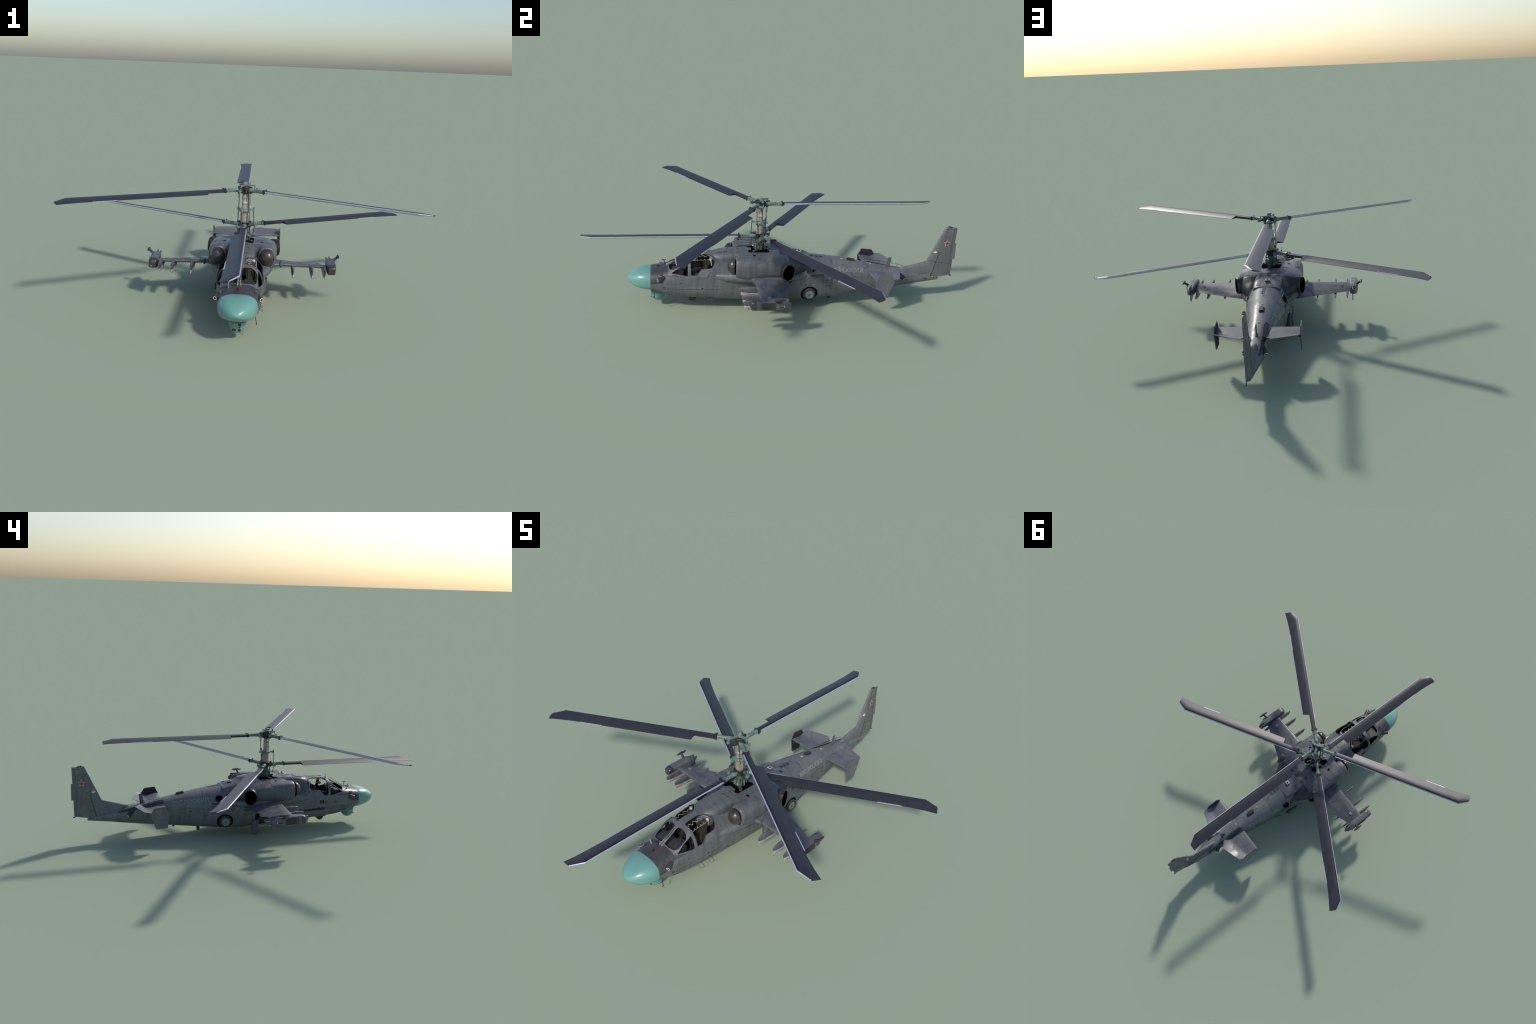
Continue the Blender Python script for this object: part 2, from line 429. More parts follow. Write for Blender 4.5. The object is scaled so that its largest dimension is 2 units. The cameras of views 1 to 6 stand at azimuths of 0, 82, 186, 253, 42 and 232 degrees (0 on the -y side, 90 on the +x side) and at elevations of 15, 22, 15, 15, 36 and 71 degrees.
# ------------------------------------------------------------------ fuselage
SEAM_Y = -0.30
NA = 150
WINDSCREEN = [(-.556, 'x', .0065), (-.559, 'x', .035), (-.553, 'x', .062), (-.537, 'x', .0745), (-.487, 'x', .0755), (-.475, 'x', .064), (-.470, 'x', .045), (-.473, 'x', .02), (-.478, 'x', .0065)]
QUARTER = [(-.546, 'z', .2105), (-.463, 'z', .2005), (-.4615, 'z', .261), (-.505, 'z', .239)]
DOOR = [(-.447, 'x', .021), (-.37, 'x', .017), (-.345, 'x', .03), (-.326, 'x', .055), (-.324, 'z', .268), (-.331, 'z', .252), (-.344, 'z', .240), (-.392, 'z', .2385), (-.419, 'z', .2045), (-.445, 'z', .2045), (-.447, 'z', .25)]
GLARE = [(-.650, 'x', .0), (-.650, 'z', .151), (-.625, 'z', .1545), (-.598, 'z', .158), (-.585, 'z', .166), (-.572, 'z', .193), (-.500, 'z', .1965), (-.555, 'z', .2085), (-.561, 'x', .076), (-.5605, 'x', .05), (-.5645, 'x', .0)]

win_loops = []
for side in (1, -1):
    win_loops += [(n, outline(HULL, w, side, r)) for n, w, r in (("windscreen", WINDSCREEN, .008), ("quarter", QUARTER, .004), ("door", DOOR, .008))]
half = outline(HULL, GLARE, 1, 0, 0.006)
g0 = [(y, max(a, 0.0)) for y, a in [(p[0], HULL.angle(p[0], **{p[1]: p[2]})*KA) for p in GLARE]]
g0[0] = (g0[0][0], 0.0); g0[-1] = (g0[-1][0], 0.0)
glare_loop = densify(g0[1:-1]+[(-.5645, 0.0)]+[(y, -a) for y, a in reversed(g0[1:-1])]+[(-.650, 0.0)], 0.006)

def front_fuselage():
    loops = [l for _, l in win_loops]+[glare_loop]
    pts = []
    ys = span(HULL.y0, SEAM_Y, 76)
    for iy, y in enumerate(ys):
        for i in range(NA+1):
            p = (y, (-PI+2*PI*i/NA)*KA)
            edge = iy in (0, len(ys)-1) or i in (0, NA)
            if edge or not near_loop(p, loops, 0.0022): pts.append(p)
    vs, fs = cdt(pts, loops)
    holes = [l for _, l in win_loops]
    P = []; Nn = []; key = {}; remap = []
    for v in vs:
        y, a = v[0], v[1]/KA
        p = HULL.at(y, a); k = tuple(round(c, 6) for c in p)
        if k not in key:
            key[k] = len(P); P.append(p); Nn.append(tuple(HULL.normal(y, a)))
        remap.append(key[k])
    F = []; fm = []
    for f in fs:
        c = tuple(sum((vs[i] for i in f), Vector((0, 0)))/3)
        if any(in_poly(c, h) for h in holes): continue
        g = [remap[i] for i in f]
        if len(set(g)) < 3: continue
        cr = (Vector(P[g[1]])-Vector(P[g[0]])).cross(Vector(P[g[2]])-Vector(P[g[0]]))
        if cr.dot(Vector(Nn[g[0]])) < 0: g.reverse()
        F.append(g); fm.append(1 if in_poly(c, glare_loop) else 0)
    # inner lining and the cut edges of the openings
    n0 = len(P); cnt = set()
    for f in F:
        for i in range(3): cnt.add((f[i], f[(i+1) % 3]))
    rim = [(a, b) for a, b in cnt if (b, a) not in cnt]
    P2 = P+[tuple(Vector(p)-Vector(n)*0.0045) for p, n in zip(P, Nn)]
    N2 = Nn+[tuple(-Vector(n)) for n in Nn]
    F2 = F+[[i+n0 for i in reversed(f)] for f in F]; fm2 = fm+[2]*len(F)
    for a, b in rim:
        F2.append([b, a, a+n0, b+n0]); fm2.append(0)
    return finish_skin("cockpit_fuselage", P2, N2, F2, fm2, ['hull', 'glare', 'cockpit'])

COCKPIT = front_fuselage()

def rear_fuselage(name, ys, mat):
    P = []; Nn = []; F = []
    for y in ys:
        for i in range(NA):
            a = -PI+2*PI*i/NA; P.append(HULL.at(y, a)); Nn.append(tuple(HULL.normal(y, a)))
    for j in range(len(ys)-1):
        for i in range(NA):
            k = (i+1) % NA; F.append([j*NA+i, j*NA+k, (j+1)*NA+k, (j+1)*NA+i])
    c = Vector(P[F[0][1]])-Vector(P[F[0][0]]); d = Vector(P[F[0][3]])-Vector(P[F[0][0]])
    if c.cross(d).dot(Vector(Nn[0])) < 0: F = [f[::-1] for f in F]
    if abs(ys[-1]-HULL.y1) < 1e-6: F.append([(len(ys)-1)*NA+i for i in range(NA)])
    return finish_skin(name, P, Nn, F, [0]*len(F), [mat])
MID = rear_fuselage("center_fuselage", span(SEAM_Y, .30, 100), 'hull')
BOOM = rear_fuselage("tail_boom", span(.30, HULL.y1, 64), 'tail')

def radome(bm):
    y0, yt = -.652, -.774
    rings = []
    for s in ease(0, 1, 22)[::-1]:
        y = yt+(y0-yt)*s
        k = max(0.012, (1-(1-s)**1.88)**.645); kx = max(0.012, (1-(1-s)**1.95)**.60)
        zc = .1585-.0045*s
        ring = []
        for i in range(NA):
            a = -PI+2*PI*i/NA; p = HULL.at(-.652, a)
            ring.append((p[0]*kx*1.004, y, zc+(p[2]-.154)*k*1.004))
        rings.append(ring)
    add_loop_grid(bm, rings)
part("radome", ['radome'], radome, angle=60)

# sill gaskets round the openings
for nm, lp in win_loops:
    bm = bmesh.new()
    ring = []
    for y, a in lp:
        ring.append(Vector(HULL.at(y, a/KA))+Vector(HULL.normal(y, a/KA))*0.0002)
    n = len(ring)
    rr = []
    for i in range(n):
        d = ring[(i+1) % n]-ring[i-1]; nn = Vector(HULL.normal(*[lp[i][0], lp[i][1]/KA])); t = d.normalized().cross(nn)
        rr.append([ring[i]+nn*(0.0011*math.cos(q))+t*(0.0011*math.sin(q)) for q in span(0, 2*PI*5/6, 5)])
    rr.append(rr[0])
    add_loop_grid(bm, rr, True, False)
    from_bm("window_seal", bm, ['console' if nm != "windscreen" else 'hull'], COCKPIT)

# armoured plate hinged on the lower rear corner of each door window
PLATE = [(-.393, 'z', .2365), (-.359, 'z', .2365), (-.346, 'z', .224), (-.364, 'z', .194), (-.415, 'z', .195)]
for side in (1, -1):
    patch("door_armour_plate", HULL, outline(HULL, PLATE, side, .003), 0.0022, ['plate'], COCKPIT, thick=0.002)

# zigzag cutting cord glued to the door glass
for side in (1, -1):
    top = [(-.45+.0135*i, .049 if i % 2 == 0 else .032) for i in range(8)]
    cord = [(-.442, 'x', .072)]+[(y, 'x', x) for y, x in top]+[(-.348, 'x', .04), (-.335, 'x', .055)]
    low = [(-.442, 'x', .072)]
    for k in range(4):
        y = -.437+.018*k; low += [(y, 'x', .0705), (y+.006, 'x', .0705), (y+.007, 'x', .065), (y+.010, 'x', .0705)]
    low += [(-.355, 'x', .068), (-.338, 'x', .058)]
    bm = bmesh.new()
    for ln in (cord, low):
        pts = []
        for y, k, v in ln:
            a = side*HULL.angle(y, **{k: v}); pts.append(Vector(HULL.at(y, a))+Vector(HULL.normal(y, a))*0.0006)
        for a, b in zip(pts, pts[1:]): add_tube(bm, [a, b], 0.0006, 6)
    from_bm("cutting_cord", bm, ['offwhite'], COCKPIT)

# cockpit interior
def tub(bm):
    add_box(bm, (0, -.43, .150), (.185, .26, .02))
    add_loop_grid(bm, [[(p[0]*.93, y, .155+(p[2]-.155)*.93) for p in loft_rings(HULL, [-.314], 48)[0]] for y in (-.312, -.306)])
    add_box(bm, (0, -.44, .17), (.03, .2, .05))
part("cockpit_floor", ['cockpit'], tub, COCKPIT)
def panel(bm):
    for s in (1, -1):
        add_prism(bm, [(-.552, .165), (-.552, .212), (-.535, .221), (-.492, .226), (-.482, .215), (-.486, .165)], 'x', s*.006, s*.072)
        add_box(bm, (s*.036, -.488, .222), (.032, .03, .014), bev=.003)
part("instrument_panel", ['console'], panel, COCKPIT, bevel=.002)
for s in (1, -1):
    def seat(bm, s=s):
        add_box(bm, (s*.046, -.358, .218), (.04, .014, .1), Matrix.Rotation(-.16, 3, 'X'), bev=.005)
        add_box(bm, (s*.046, -.395, .178), (.046, .07, .02), bev=.005)
        for q in (-1, 1): add_box(bm, (s*.046+q*.021, -.372, .212), (.004, .026, .08), Matrix.Rotation(-.12, 3, 'X'), bev=.002)
    st = part("pilot_seat", ['olive'], seat, COCKPIT)
    def head(bm, s=s):
        bmesh.ops.create_icosphere(bm, subdivisions=3, radius=1, matrix=Matrix.Translation((s*.056, -.343, .272)) @ Matrix.Diagonal((.0085, .0075, .0085, 1)))
        add_cyl(bm, (s*.057, -.338, .24), (s*.056, -.342, .266), .004, .006)
    part("headrest_light", ['offwhite'], head, COCKPIT)
    def stick(bm, s=s):
        add_cyl(bm, (s*.046, -.44, .16), (s*.046, -.445, .205), .0025); add_box(bm, (s*.046, -.446, .208), (.008, .006, .012), bev=.002)
        add_tube(bm, [(s*.05, -.475, .268), (s*.05, -.455, .262), (s*.05, -.452, .24)], .002)
        add_box(bm, (s*.05, -.45, .235), (.02, .012, .012), bev=.003)
    part("control_stick", ['console'], stick, COCKPIT)

# ------------------------------------------------------------------ roof, engine cowling, nacelles
DOGHOUSE = loft_obj("roof_fairing", DOG, ['roof'], span(DOG.y0, DOG.y1, 60), 96)
COWLING = loft_obj("engine_cowling", COWL, ['roof'], span(COWL.y0, .055, 40), 128)
AFTCOWL = loft_obj("exhaust_fairing", COWL, ['soot'], span(.055, COWL.y1, 16), 128)
BORES = []; FLANKS = []
for s in (1, -1):
    NAC = Loft([(-.2205, .2975, .2095, .254, .034, 2.4, 2.4), (-.219, .302, .205, .254, .038, 2.4, 2.4), (-.214, .3055, .201, .254, .0412, 2.5, 2.5), (-.19, .3075, .193, .252, .0455, 2.6, 2.6), (-.15, .3065, .187, .25, .0475, 2.8, 2.8), (-.08, .300, .188, .248, .044, 2.8, 2.8)], s*.117)
    nac = loft_obj("engine_nacelle", NAC, ['roof'], [-.2205, -.219, -.217, -.214, -.208, -.2, -.19, -.18, -.17, -.16, -.15, -.13, -.11, -.08], 64, angle=60)
    def mouth_disc(bm, NAC=NAC, s=s):
        ring = loft_rings(NAC, [-.2208], 48)[0]; c = Vector((s*.117, -.2208, .254))
        add_loop_grid(bm, [[c+(Vector(p)-c)*k+Vector((0, d, 0)) for p in ring] for k, d in ((1.0, 0), (.93, .0002))], True, False)
        add_loop_grid(bm, [[c+(Vector(p)-c)*k+Vector((0, d, 0)) for p in ring] for k, d in ((.90, -.0005), (.5, -.0006))], True, True)
    part("intake_black_disc", ['black'], mouth_disc, nac)  # flat black disc closes the nacelle front in place of an opening
    def dome(bm, s=s):
        rings = []
        for t in span(0, .97, 18):
            rings.append([(s*.119+(.0345)*math.cos(t*PI/2)*math.cos(2*PI*i/40), -.229-.033*math.sin(t*PI/2), .2585+.0395*math.cos(t*PI/2)*math.sin(2*PI*i/40)) for i in range(40)])
        add_loop_grid(bm, rings)
    part("intake_dome", ['bronze'], dome, nac, angle=60)
    # oval exhaust: collar, burnt lip, deep black bore
    c0 = Vector((s*.131, .034, .2385)); ax = Vector((s*.94, .34, 0)).normalized(); u0 = Vector((-ax.y, ax.x, 0))*s; v0 = Vector((0, 0, 1))
    def ring(d, a, b_): return [c0+ax*d+u0*(a*math.cos(2*PI*i/48))+v0*(b_*math.sin(2*PI*i/48)) for i in range(48)]
    def ex(bm):
        add_loop_grid(bm, [ring(.005, .0375, .045), ring(.02, .0385, .046), ring(.032, .037, .0445)], True, False, 0)
        add_loop_grid(bm, [ring(.031, .037, .0445), ring(.0425, .0355, .043), ring(.0435, .0345, .042), ring(.0425, .0335, .041)], True, False, 1)
        add_loop_grid(bm, [ring(.0425, .0335, .041), ring(-.018, .032, .039)], True, False, 2)
        add_loop_grid(bm, [ring(-.018, .032, .039), ring(-.0182, .001, .001)], True, True, 2)
    part("exhaust_pipe", ['soot', 'pipe', 'black'], ex, COWLING)
    BORES.append([ring(-.022, .0338, .0412), ring(.06, .0338, .0412)])
    # shoulder between cockpit flank and nacelle underside
    SH = Loft([(-.345, .205, .195, .2, .004, 2, 2), (-.30, .213, .178, .197, .019, 2.1, 2.1), (-.24, .222, .168, .195, .036, 2.3, 2.3), (-.16, .23, .165, .195, .052, 2.5, 2.5), (-.05, .23, .165, .195, .06, 2.6, 2.6), (.05, .225, .168, .194, .054, 2.5, 2.5), (.12, .21, .172, .19, .03, 2.2, 2.2), (.16, .2, .18, .19, .006, 2, 2)], s*.098)
    FLANKS.append(loft_obj("flank_fairing", SH, ['hull'], span(-.345, .16, 40), 48))
def bore(ob):
    for rings in BORES:
        bm = bmesh.new(); add_loop_grid(bm, rings); bmesh.ops.recalc_face_normals(bm, faces=bm.faces)
        me = bpy.data.meshes.new("cutter"); bm.to_mesh(me); bm.free()
        cut = bpy.data.objects.new("cutter", me); bpy.context.scene.collection.objects.link(cut); cut.parent = ROOT
        md = ob.modifiers.new("bore", 'BOOLEAN'); md.operation = 'DIFFERENCE'; md.object = cut; md.solver = 'EXACT'
        bpy.context.view_layer.update()
        dg = bpy.context.evaluated_depsgraph_get()
        new = bpy.data.meshes.new_from_object(ob.evaluated_get(dg)); ob.modifiers.clear()
        old = ob.data; ob.data = new; bpy.data.meshes.remove(old); bpy.data.objects.remove(cut)
        ob.data.polygons.foreach_set("use_smooth", [True]*len(ob.data.polygons)); ob.data.set_sharp_from_angle(angle=math.radians(50))
for ob in [COWLING, AFTCOWL]+FLANKS: bore(ob)

# black plate as mast well, black discs as ports, hatch, dark patches as vents
def ypoly(loft, pts): return densify([(y, (1 if x >= 0 else -1)*loft.angle(y, x=abs(x))*KA) for x, y in pts], .005)
patch("mast_well_plate", DOG, ypoly(DOG, [(0, -.13), (.018, -.131), (.03, -.15), (.05, -.148), (.056, -.128), (.064, -.122), (.064, -.055), (.056, -.045), (.035, -.036), (.02, -.045), (0, -.043), (-.02, -.045), (-.035, -.036), (-.056, -.045), (-.064, -.055), (-.064, -.122), (-.056, -.128), (-.05, -.148), (-.03, -.15), (-.018, -.131)]), .0016, ['black'], DOGHOUSE)  # thin black plate laid on the roof; no well is cut
patch("roof_hatch", DOG, ypoly(DOG, [(-.024, -.311), (.027, -.311), (.03, -.26), (-.02, -.26)]), .0022, ['roof'], DOGHOUSE, thick=.002)
for x, y in ((.091, -.122), (.137, -.118), (-.091, -.122), (-.137, -.118)):
    a = (1 if x > 0 else -1)*COWL.angle(y, x=abs(x)); p = Vector(COWL.at(y, a)); n = Vector(COWL.normal(y, a))
    def ring_and_disc(bm, p=p, n=n):
        add_revolve(bm, p, n, [(-.002, .008), (.0012, .0078), (.0013, .0066)], 20, 0, False)
        add_revolve(bm, p, n, [(.0009, .0066), (.001, .0001)], 20, 1, False)
    part("oil_filler_disc", ['soot', 'black'], ring_and_disc, COWLING)  # black disc set on the cowling inside a ring, not a real hole
def vents():
    for loft, x, y, w, l in ((HULL, .012, .194, .012, .016), (HULL, .012, .217, .012, .016), (HULL, .012, .241, .012, .016), (DOG, 0, .05, .014, .02), (DOG, -.05, .053, .012, .018), (DOG, -.047, .024, .012, .018), (DOG, .043, .055, .012, .018), (DOG, .043, .024, .012, .018), (DOG, .045, .155, .012, .016)):
        pl = [(x-w*.75, y-l*.55), (x+w*.75, y-l*.55), (x+w*.75, y+l*.55), (x-w*.75, y+l*.55)]
        pts = []
        for px, py in pl: pts.append((py, (1 if px >= 0 else -1)*loft.angle(py, x=abs(px))*KA))
        patch("vent_patch", loft, densify(pts, .004), .0015, ['vent'], MID if loft is HULL else DOGHOUSE)  # each vent is a dark patch raised off the surface, nothing is open
vents()
def beacon(bm):
    add_box(bm, (0, .126, .285), (.021, .021, .014), bev=.002, mat=1)
    add_box(bm, (0, .126, .2925), (.022, .022, .004), bev=.0015, mat=0)
    add_revolve(bm, (0, .126, .294), (0, 0, 1), [(0, .0065), (.002, .006), (.0035, .003), (.004, .0005)], 20, 1, True)
part("beacon_lamp", ['offwhite', 'soot'], beacon, DOGHOUSE)
def hump(bm): add_box(bm, (.0, .412, .2395), (.024, .048, .013), Matrix.Rotation(-.19, 3, 'X'), bev=.005)
part("antenna_blister", ['soot'], hump, BOOM)
for y in (.362, .523):
    a = 0.03; p = Vector(HULL.at(y, a))
    part("lifting_socket", ['cream', 'dark'], lambda bm: (add_revolve(bm, p, (0, .18, 1), [(-.003, .006), (.002, .0055), (.0022, .004)], 18, 0), add_revolve(bm, p, (0, .18, 1), [(.0015, .0035), (.0028, .003)], 14, 1)), BOOM)
def fin_antenna(bm):
    add_prism(bm, [(.611, .190), (.632, .185), (.641, .246), (.624, .249)], 'x', -.0022, .0022)
    add_box(bm, (0, .621, .196), (.011, .03, .006), Matrix.Rotation(-.2, 3, 'X'), bev=.002)
part("blade_antenna", ['podgrey'], fin_antenna, BOOM, bevel=.0007)

# ------------------------------------------------------------------ wings, pylons, pods
def airfoil(le, te, thick, n=14):
    """closed loop of (chordwise y, height) points, blunt nose, sharp tail"""
    c = te-le; up = []; lo = []
    for i in range(n+1):
        t = (1-math.cos(PI*i/n))/2
        h = thick*(1.4845*math.sqrt(t)-.63*t-1.758*t*t+1.4215*t**3-.5075*t**4)
        up.append((le+c*t, h)); lo.append((le+c*t, -h))
    return up+lo[-2:0:-1]
for s in (1, -1):
    def wing(bm, s=s):
        rings = []
        for X, le, te, zl, zt_, th in ((.09, -.145, .085, .200, .174, .032), (.15, -.143, .068, .199, .173, .030), (.178, -.133, .055, .199, .172, .026), (.19, -.128, .050, .198, .172, .024), (.30, -.1265, .006, .196, .174, .021), (.405, -.1255, -.034, .1945, .1755, .018), (.422, -.1255, -.04, .194, .176, .017)):
            rings.append([(s*X, y, zl+(zt_-zl)*(y-le)/(te-le)+h) for y, h in airfoil(le, te, th)])
        add_loop_grid(bm, rings)
    WING = part("stub_wing", ['wing'], wing, angle=60)
    def fence(bm, s=s):
        rings = []
        for X, g in ((.1835, .0), (.185, .0045), (.190, .0045), (.1915, .0)):
            rings.append([(s*X, y, .198+(.172-.198)*(y+.13)/.18+h*(1+g*40)+g*(.4 if h > 0 else 0)) for y, h in airfoil(-.136-g*.8, -.045, .0245)])
        add_loop_grid(bm, rings)
    part("wing_root_fitting", ['wing'], fence, WING)
    part("wing_cap_disc", ['offwhite', 'wing'], lambda bm: (add_revolve(bm, (s*.37, -.078, .1955), (0, 0, 1), [(-.002, .0075), (.0022, .0072), (.0024, .006)], 20, 0), add_revolve(bm, (s*.37, -.078, .197), (0, 0, 1), [(0, .0055), (.0015, .005)], 16, 1)), WING)
    for X, top in ((.246, .2005), (.338, .2), (.4, .199)):
        PY = Loft([(-.207, .1945, .176, .185, .0012, 2, 2), (-.2, .1965, .1705, .184, .0036, 2.6, 2.6), (-.18, .199, .1685, .184, .0062, 3.4, 3.4), (-.15, .2, .167, .184, .0072, 4, 4), (-.125, .199, .166, .183, .0072, 4, 4), (-.06, .182, .163, .172, .0072, 4, 4), (-.01, .171, .158, .164, .005, 3.4, 3.4), (.022, .165, .157, .161, .0012, 2, 2)], s*X)
        py = loft_obj("weapon_pylon", PY, ['podgrey'], [-.207, -.204, -.2, -.19, -.18, -.165, -.15, -.1, -.06, -.03, -.01, .01, .022], 32)
        RL = Loft([(-.2035, .172, .156, .165, .0016, 2.5, 2.5), (-.196, .172, .1535, .165, .0042, 3, 3), (-.15, .170, .1505, .162, .0052, 4, 4), (-.06, .166, .148, .158, .0052, 4, 4), (.0, .162, .15, .157, .004, 3, 3), (.016, .16, .154, .157, .0012, 2, 2)], s*X)
        loft_obj("launch_rail", RL, ['rail'], [-.2035, -.2, -.196, -.18, -.15, -.1, -.06, -.03, 0, .016], 28, py)
    PODL = Loft([(-.178, .203, .176, .19, .0145, 4, 4), (-.174, .2075, .1705, .19, .0185, 5, 5), (-.166, .2115, .167, .19, .0205, 6, 6), (-.15, .2145, .1655, .19, .021, 6, 6), (-.06, .2145, .164, .19, .021, 6, 6), (-.03, .212, .165, .189, .0205, 5, 5), (-.005, .207, .17, .188, .015, 4, 4), (.014, .198, .176, .187, .006, 3, 3), (.019, .194, .18, .187, .002, 2.5, 2.5)], s*.433)
    POD = loft_obj("wingtip_pod", PODL, ['podgrey'], [-.15, -.13, -.1, -.06, -.045, -.03, -.017, -.005, .005, .014, .019], 48)
    loft_obj("pod_nose", PODL, ['bronze'], [-.178, -.176, -.174, -.17, -.166, -.158, -.1501], 48, POD)
    def grille(bm, s=s):
        add_box(bm, (s*.4535, -.094, .189), (.003, .06, .036), bev=.001)
        for i in range(9): add_box(bm, (s*.4552, -.1205+.0066*i, .189), (.0012, .0022, .032))
        for i in range(5): add_box(bm, (s*.4554, -.094, .175+.007*i), (.0012, .056, .0018))
    part("flare_dispenser", ['grille'], grille, POD)
    def podbits(bm, s=s):
        add_box(bm, (s*.4525, -.032, .182), (.004, .02, .008), bev=.002)
        add_box(bm, (s*.454, -.04, .206), (.003, .02, .004))
        add_box(bm, (s*.4545, -.129, .19), (.0015, .0015, .044))
        add_box(bm, (s*.4545, -.06, .19), (.0015, .0015, .044))
    part("pod_latch", ['dark'], podbits, POD)
    part("pod_marker", ['red'], lambda bm: (add_box(bm, (s*.4545, -.028, .2035), (.002, .004, .005)), add_box(bm, (s*.4475, -.03, .2115), (.002, .004, .003))), POD)
    part("pod_stencil", ['cream'], lambda bm: [add_box(bm, (s*.4505, -.0155, .181+.0045*i), (.002, .0035, .0022)) for i in range(4)], POD)
    def podfin(bm, s=s):
        add_prism(bm, [(-.115, .212), (-.03, .2165), (.004, .2165), (.008, .196), (-.05, .205)], 'x', s*.4305, s*.4345)
        add_prism(bm, [(-.08, .212), (-.02, .2155), (.012, .208), (.012, .2), (-.06, .206)], 'x', s*.416, s*.4195)
        add_prism(bm, [(-.085, .167), (.0, .138), (.009, .139), (.011, .16), (.0, .18), (-.05, .17)], 'x', s*.4265, s*.4305)
    part("pod_fin", ['podgrey'], podfin, POD, bevel=.0008)
    def strut(bm, s=s):
        a, b = Vector((s*.444, -.055, .206)), Vector((s*.4716, -.046, .228)); d = (b-a).normalized()
        add_cyl(bm, a, b, .007, .0055)
        add_revolve(bm, b, (0, 1, 0), [(-.0315, .0004), (-.029, .0026), (-.022, .0045), (-.01, .006), (0, .0066), (.01, .006), (.022, .0045), (.029, .0026), (.0315, .0004)], 20)
    part("disc_antenna", ['soot'], strut, POD, angle=35)
    part("antenna_pin", ['red'], lambda bm: add_cyl(bm, (s*.476, -.0445, .2315), (s*.4835, -.042, .2375), .0009), POD)
part("position_lamp", ['cyan'], lambda bm: add_box(bm, (-.4385, -.1785, .179), (.009, .003, .008), bev=.002))

# ------------------------------------------------------------------ tail surfaces
def fin_edges(z):
    if z < .19: le = .70
    elif z < .222: le = .70+(.837-.70)*(z-.19)/.032
    else: le = .837+(.927-.837)*(z-.222)/.196
    te = .884+(.987-.884)*(z-.127)/.013 if z < .14 else .987+(.9925-.987)*(z-.14)/.275
    return le, te
def fin_half(y, z):
    """half thickness of the fin at a point"""
    le = .837+(.927-.837)*(z-.222)/.196 if z > .15 else .80
    te = fin_edges(max(z, .141))[1]; t = min(max((y-le)/(te-le), 0), 1)
    th = .020+(.010-.020)*min(max((z-.14)/.28, 0), 1)
    return th*(1.4845*math.sqrt(t)-.63*t-1.758*t*t+1.4215*t**3-.5075*t**4)+.0012
def fin(bm):
    rings = []
    for z in [.128, .134, .14, .16, .18, .2, .222, .25, .29, .33, .37, .405, .4165, .4185]:
        le = .837+(.927-.837)*(z-.222)/.196; te = fin_edges(z)[1]
        le = max(le, .80); up = []; lo = []
        k = .5 if z > .418 else 1.0
        for i in range(19):
            t = (1-math.cos(PI*i/18))/2; y = le+(te-le)*t
            zz = z-(.0045*t if z > .40 else 0)
            h = fin_half(y, z)*k; up.append((h, y, zz)); lo.append((-h, y, zz))
        rings.append(up+lo[::-1])
    add_loop_grid(bm, rings)
FIN = part("vertical_fin", ['tail'], fin, angle=50)
DORSAL = Loft([(.685, .184, .15, .16, .010, 2, 2), (.70, .1885, .15, .16, .0145, 2.2, 2), (.76, .2035, .145, .16, .0135, 2.2, 2), (.82, .2185, .14, .16, .0125, 2.2, 2), (.845, .2265, .14, .16, .0115, 2.2, 2), (.875, .228, .13, .16, .0095, 2.2, 2)])
loft_obj("dorsal_fillet", DORSAL, ['tail'], span(.685, .875, 24), 40, FIN)
part("rudder_tab", ['tail'], lambda bm: add_prism(bm, [(.985, .325), (.998, .3235), (1.0, .2325), (.984, .2325)], 'x', -.0017, .0017), FIN)
part("tail_lamp", ['dark'], lambda bm: (add_cyl(bm, (0, .982, .137), (0, .994, .134), .003), add_cyl(bm, (0, .945, .418), (0, .945, .4225), .006, .004), add_box(bm, (0, .957, .417), (.012, .012, .004), bev=.001)), FIN)
def seam(bm):
    for s in (1, -1):
        for (y0, z0, y1, z1, w) in ((.868, .128, .9013, .2596, .0028), (.9, .262, .880, .276, .0014), (.905, .262, .92, .28, .001), (.92, .29, .937, .405, .0008), (.968, .155, .976, .40, .0008), (.876, .222, .982, .205, .0008), (.945, .149, .975, .1495, .0016), (.93, .407, .991, .4045, .001)):
            n = 10; A = []; d = Vector((y1-y0, z1-z0)).normalized(); q = Vector((-d.y, d.x))*w*.5
            for i in range(n+1):
                y, z = y0+(y1-y0)*i/n, z0+(z1-z0)*i/n; x = fin_half(y, z)+.0004
                A.append([(s*x, y+q.x, z+q.y), (s*x, y-q.x, z-q.y), (s*(x-.001), y-q.x, z-q.y), (s*(x-.001), y+q.x, z+q.y)])
            add_loop_grid(bm, A)
part("rudder_seam", ['seam'], seam, FIN)
def star(R, off):
    def b(bm):
        for s in (1, -1):
            cy, cz = .9425, .3265
            pts = [(cy+(R if k % 2 == 0 else R*.42)*math.sin(2*PI*k/10), cz+(R if k % 2 == 0 else R*.42)*math.cos(2*PI*k/10)) for k in range(10)]
            c0 = bm.verts.new((s*(fin_half(cy, cz)+off), cy, cz)); vs = [bm.verts.new((s*(fin_half(y, z)+off), y, z)) for y, z in pts]
            for k in range(10): bm.faces.new((c0, vs[k], vs[(k+1) % 10]))
            lo = [bm.verts.new((s*(fin_half(y, z)-.001), y, z)) for y, z in pts]
            for k in range(10): bm.faces.new((vs[k], vs[(k+1) % 10], lo[(k+1) % 10], lo[k]))
    return b
part("star_border", ['offwhite'], star(.0215, .0007), FIN, smooth=False)
part("red_star", ['red'], star(.0155, .0013), FIN, smooth=False)
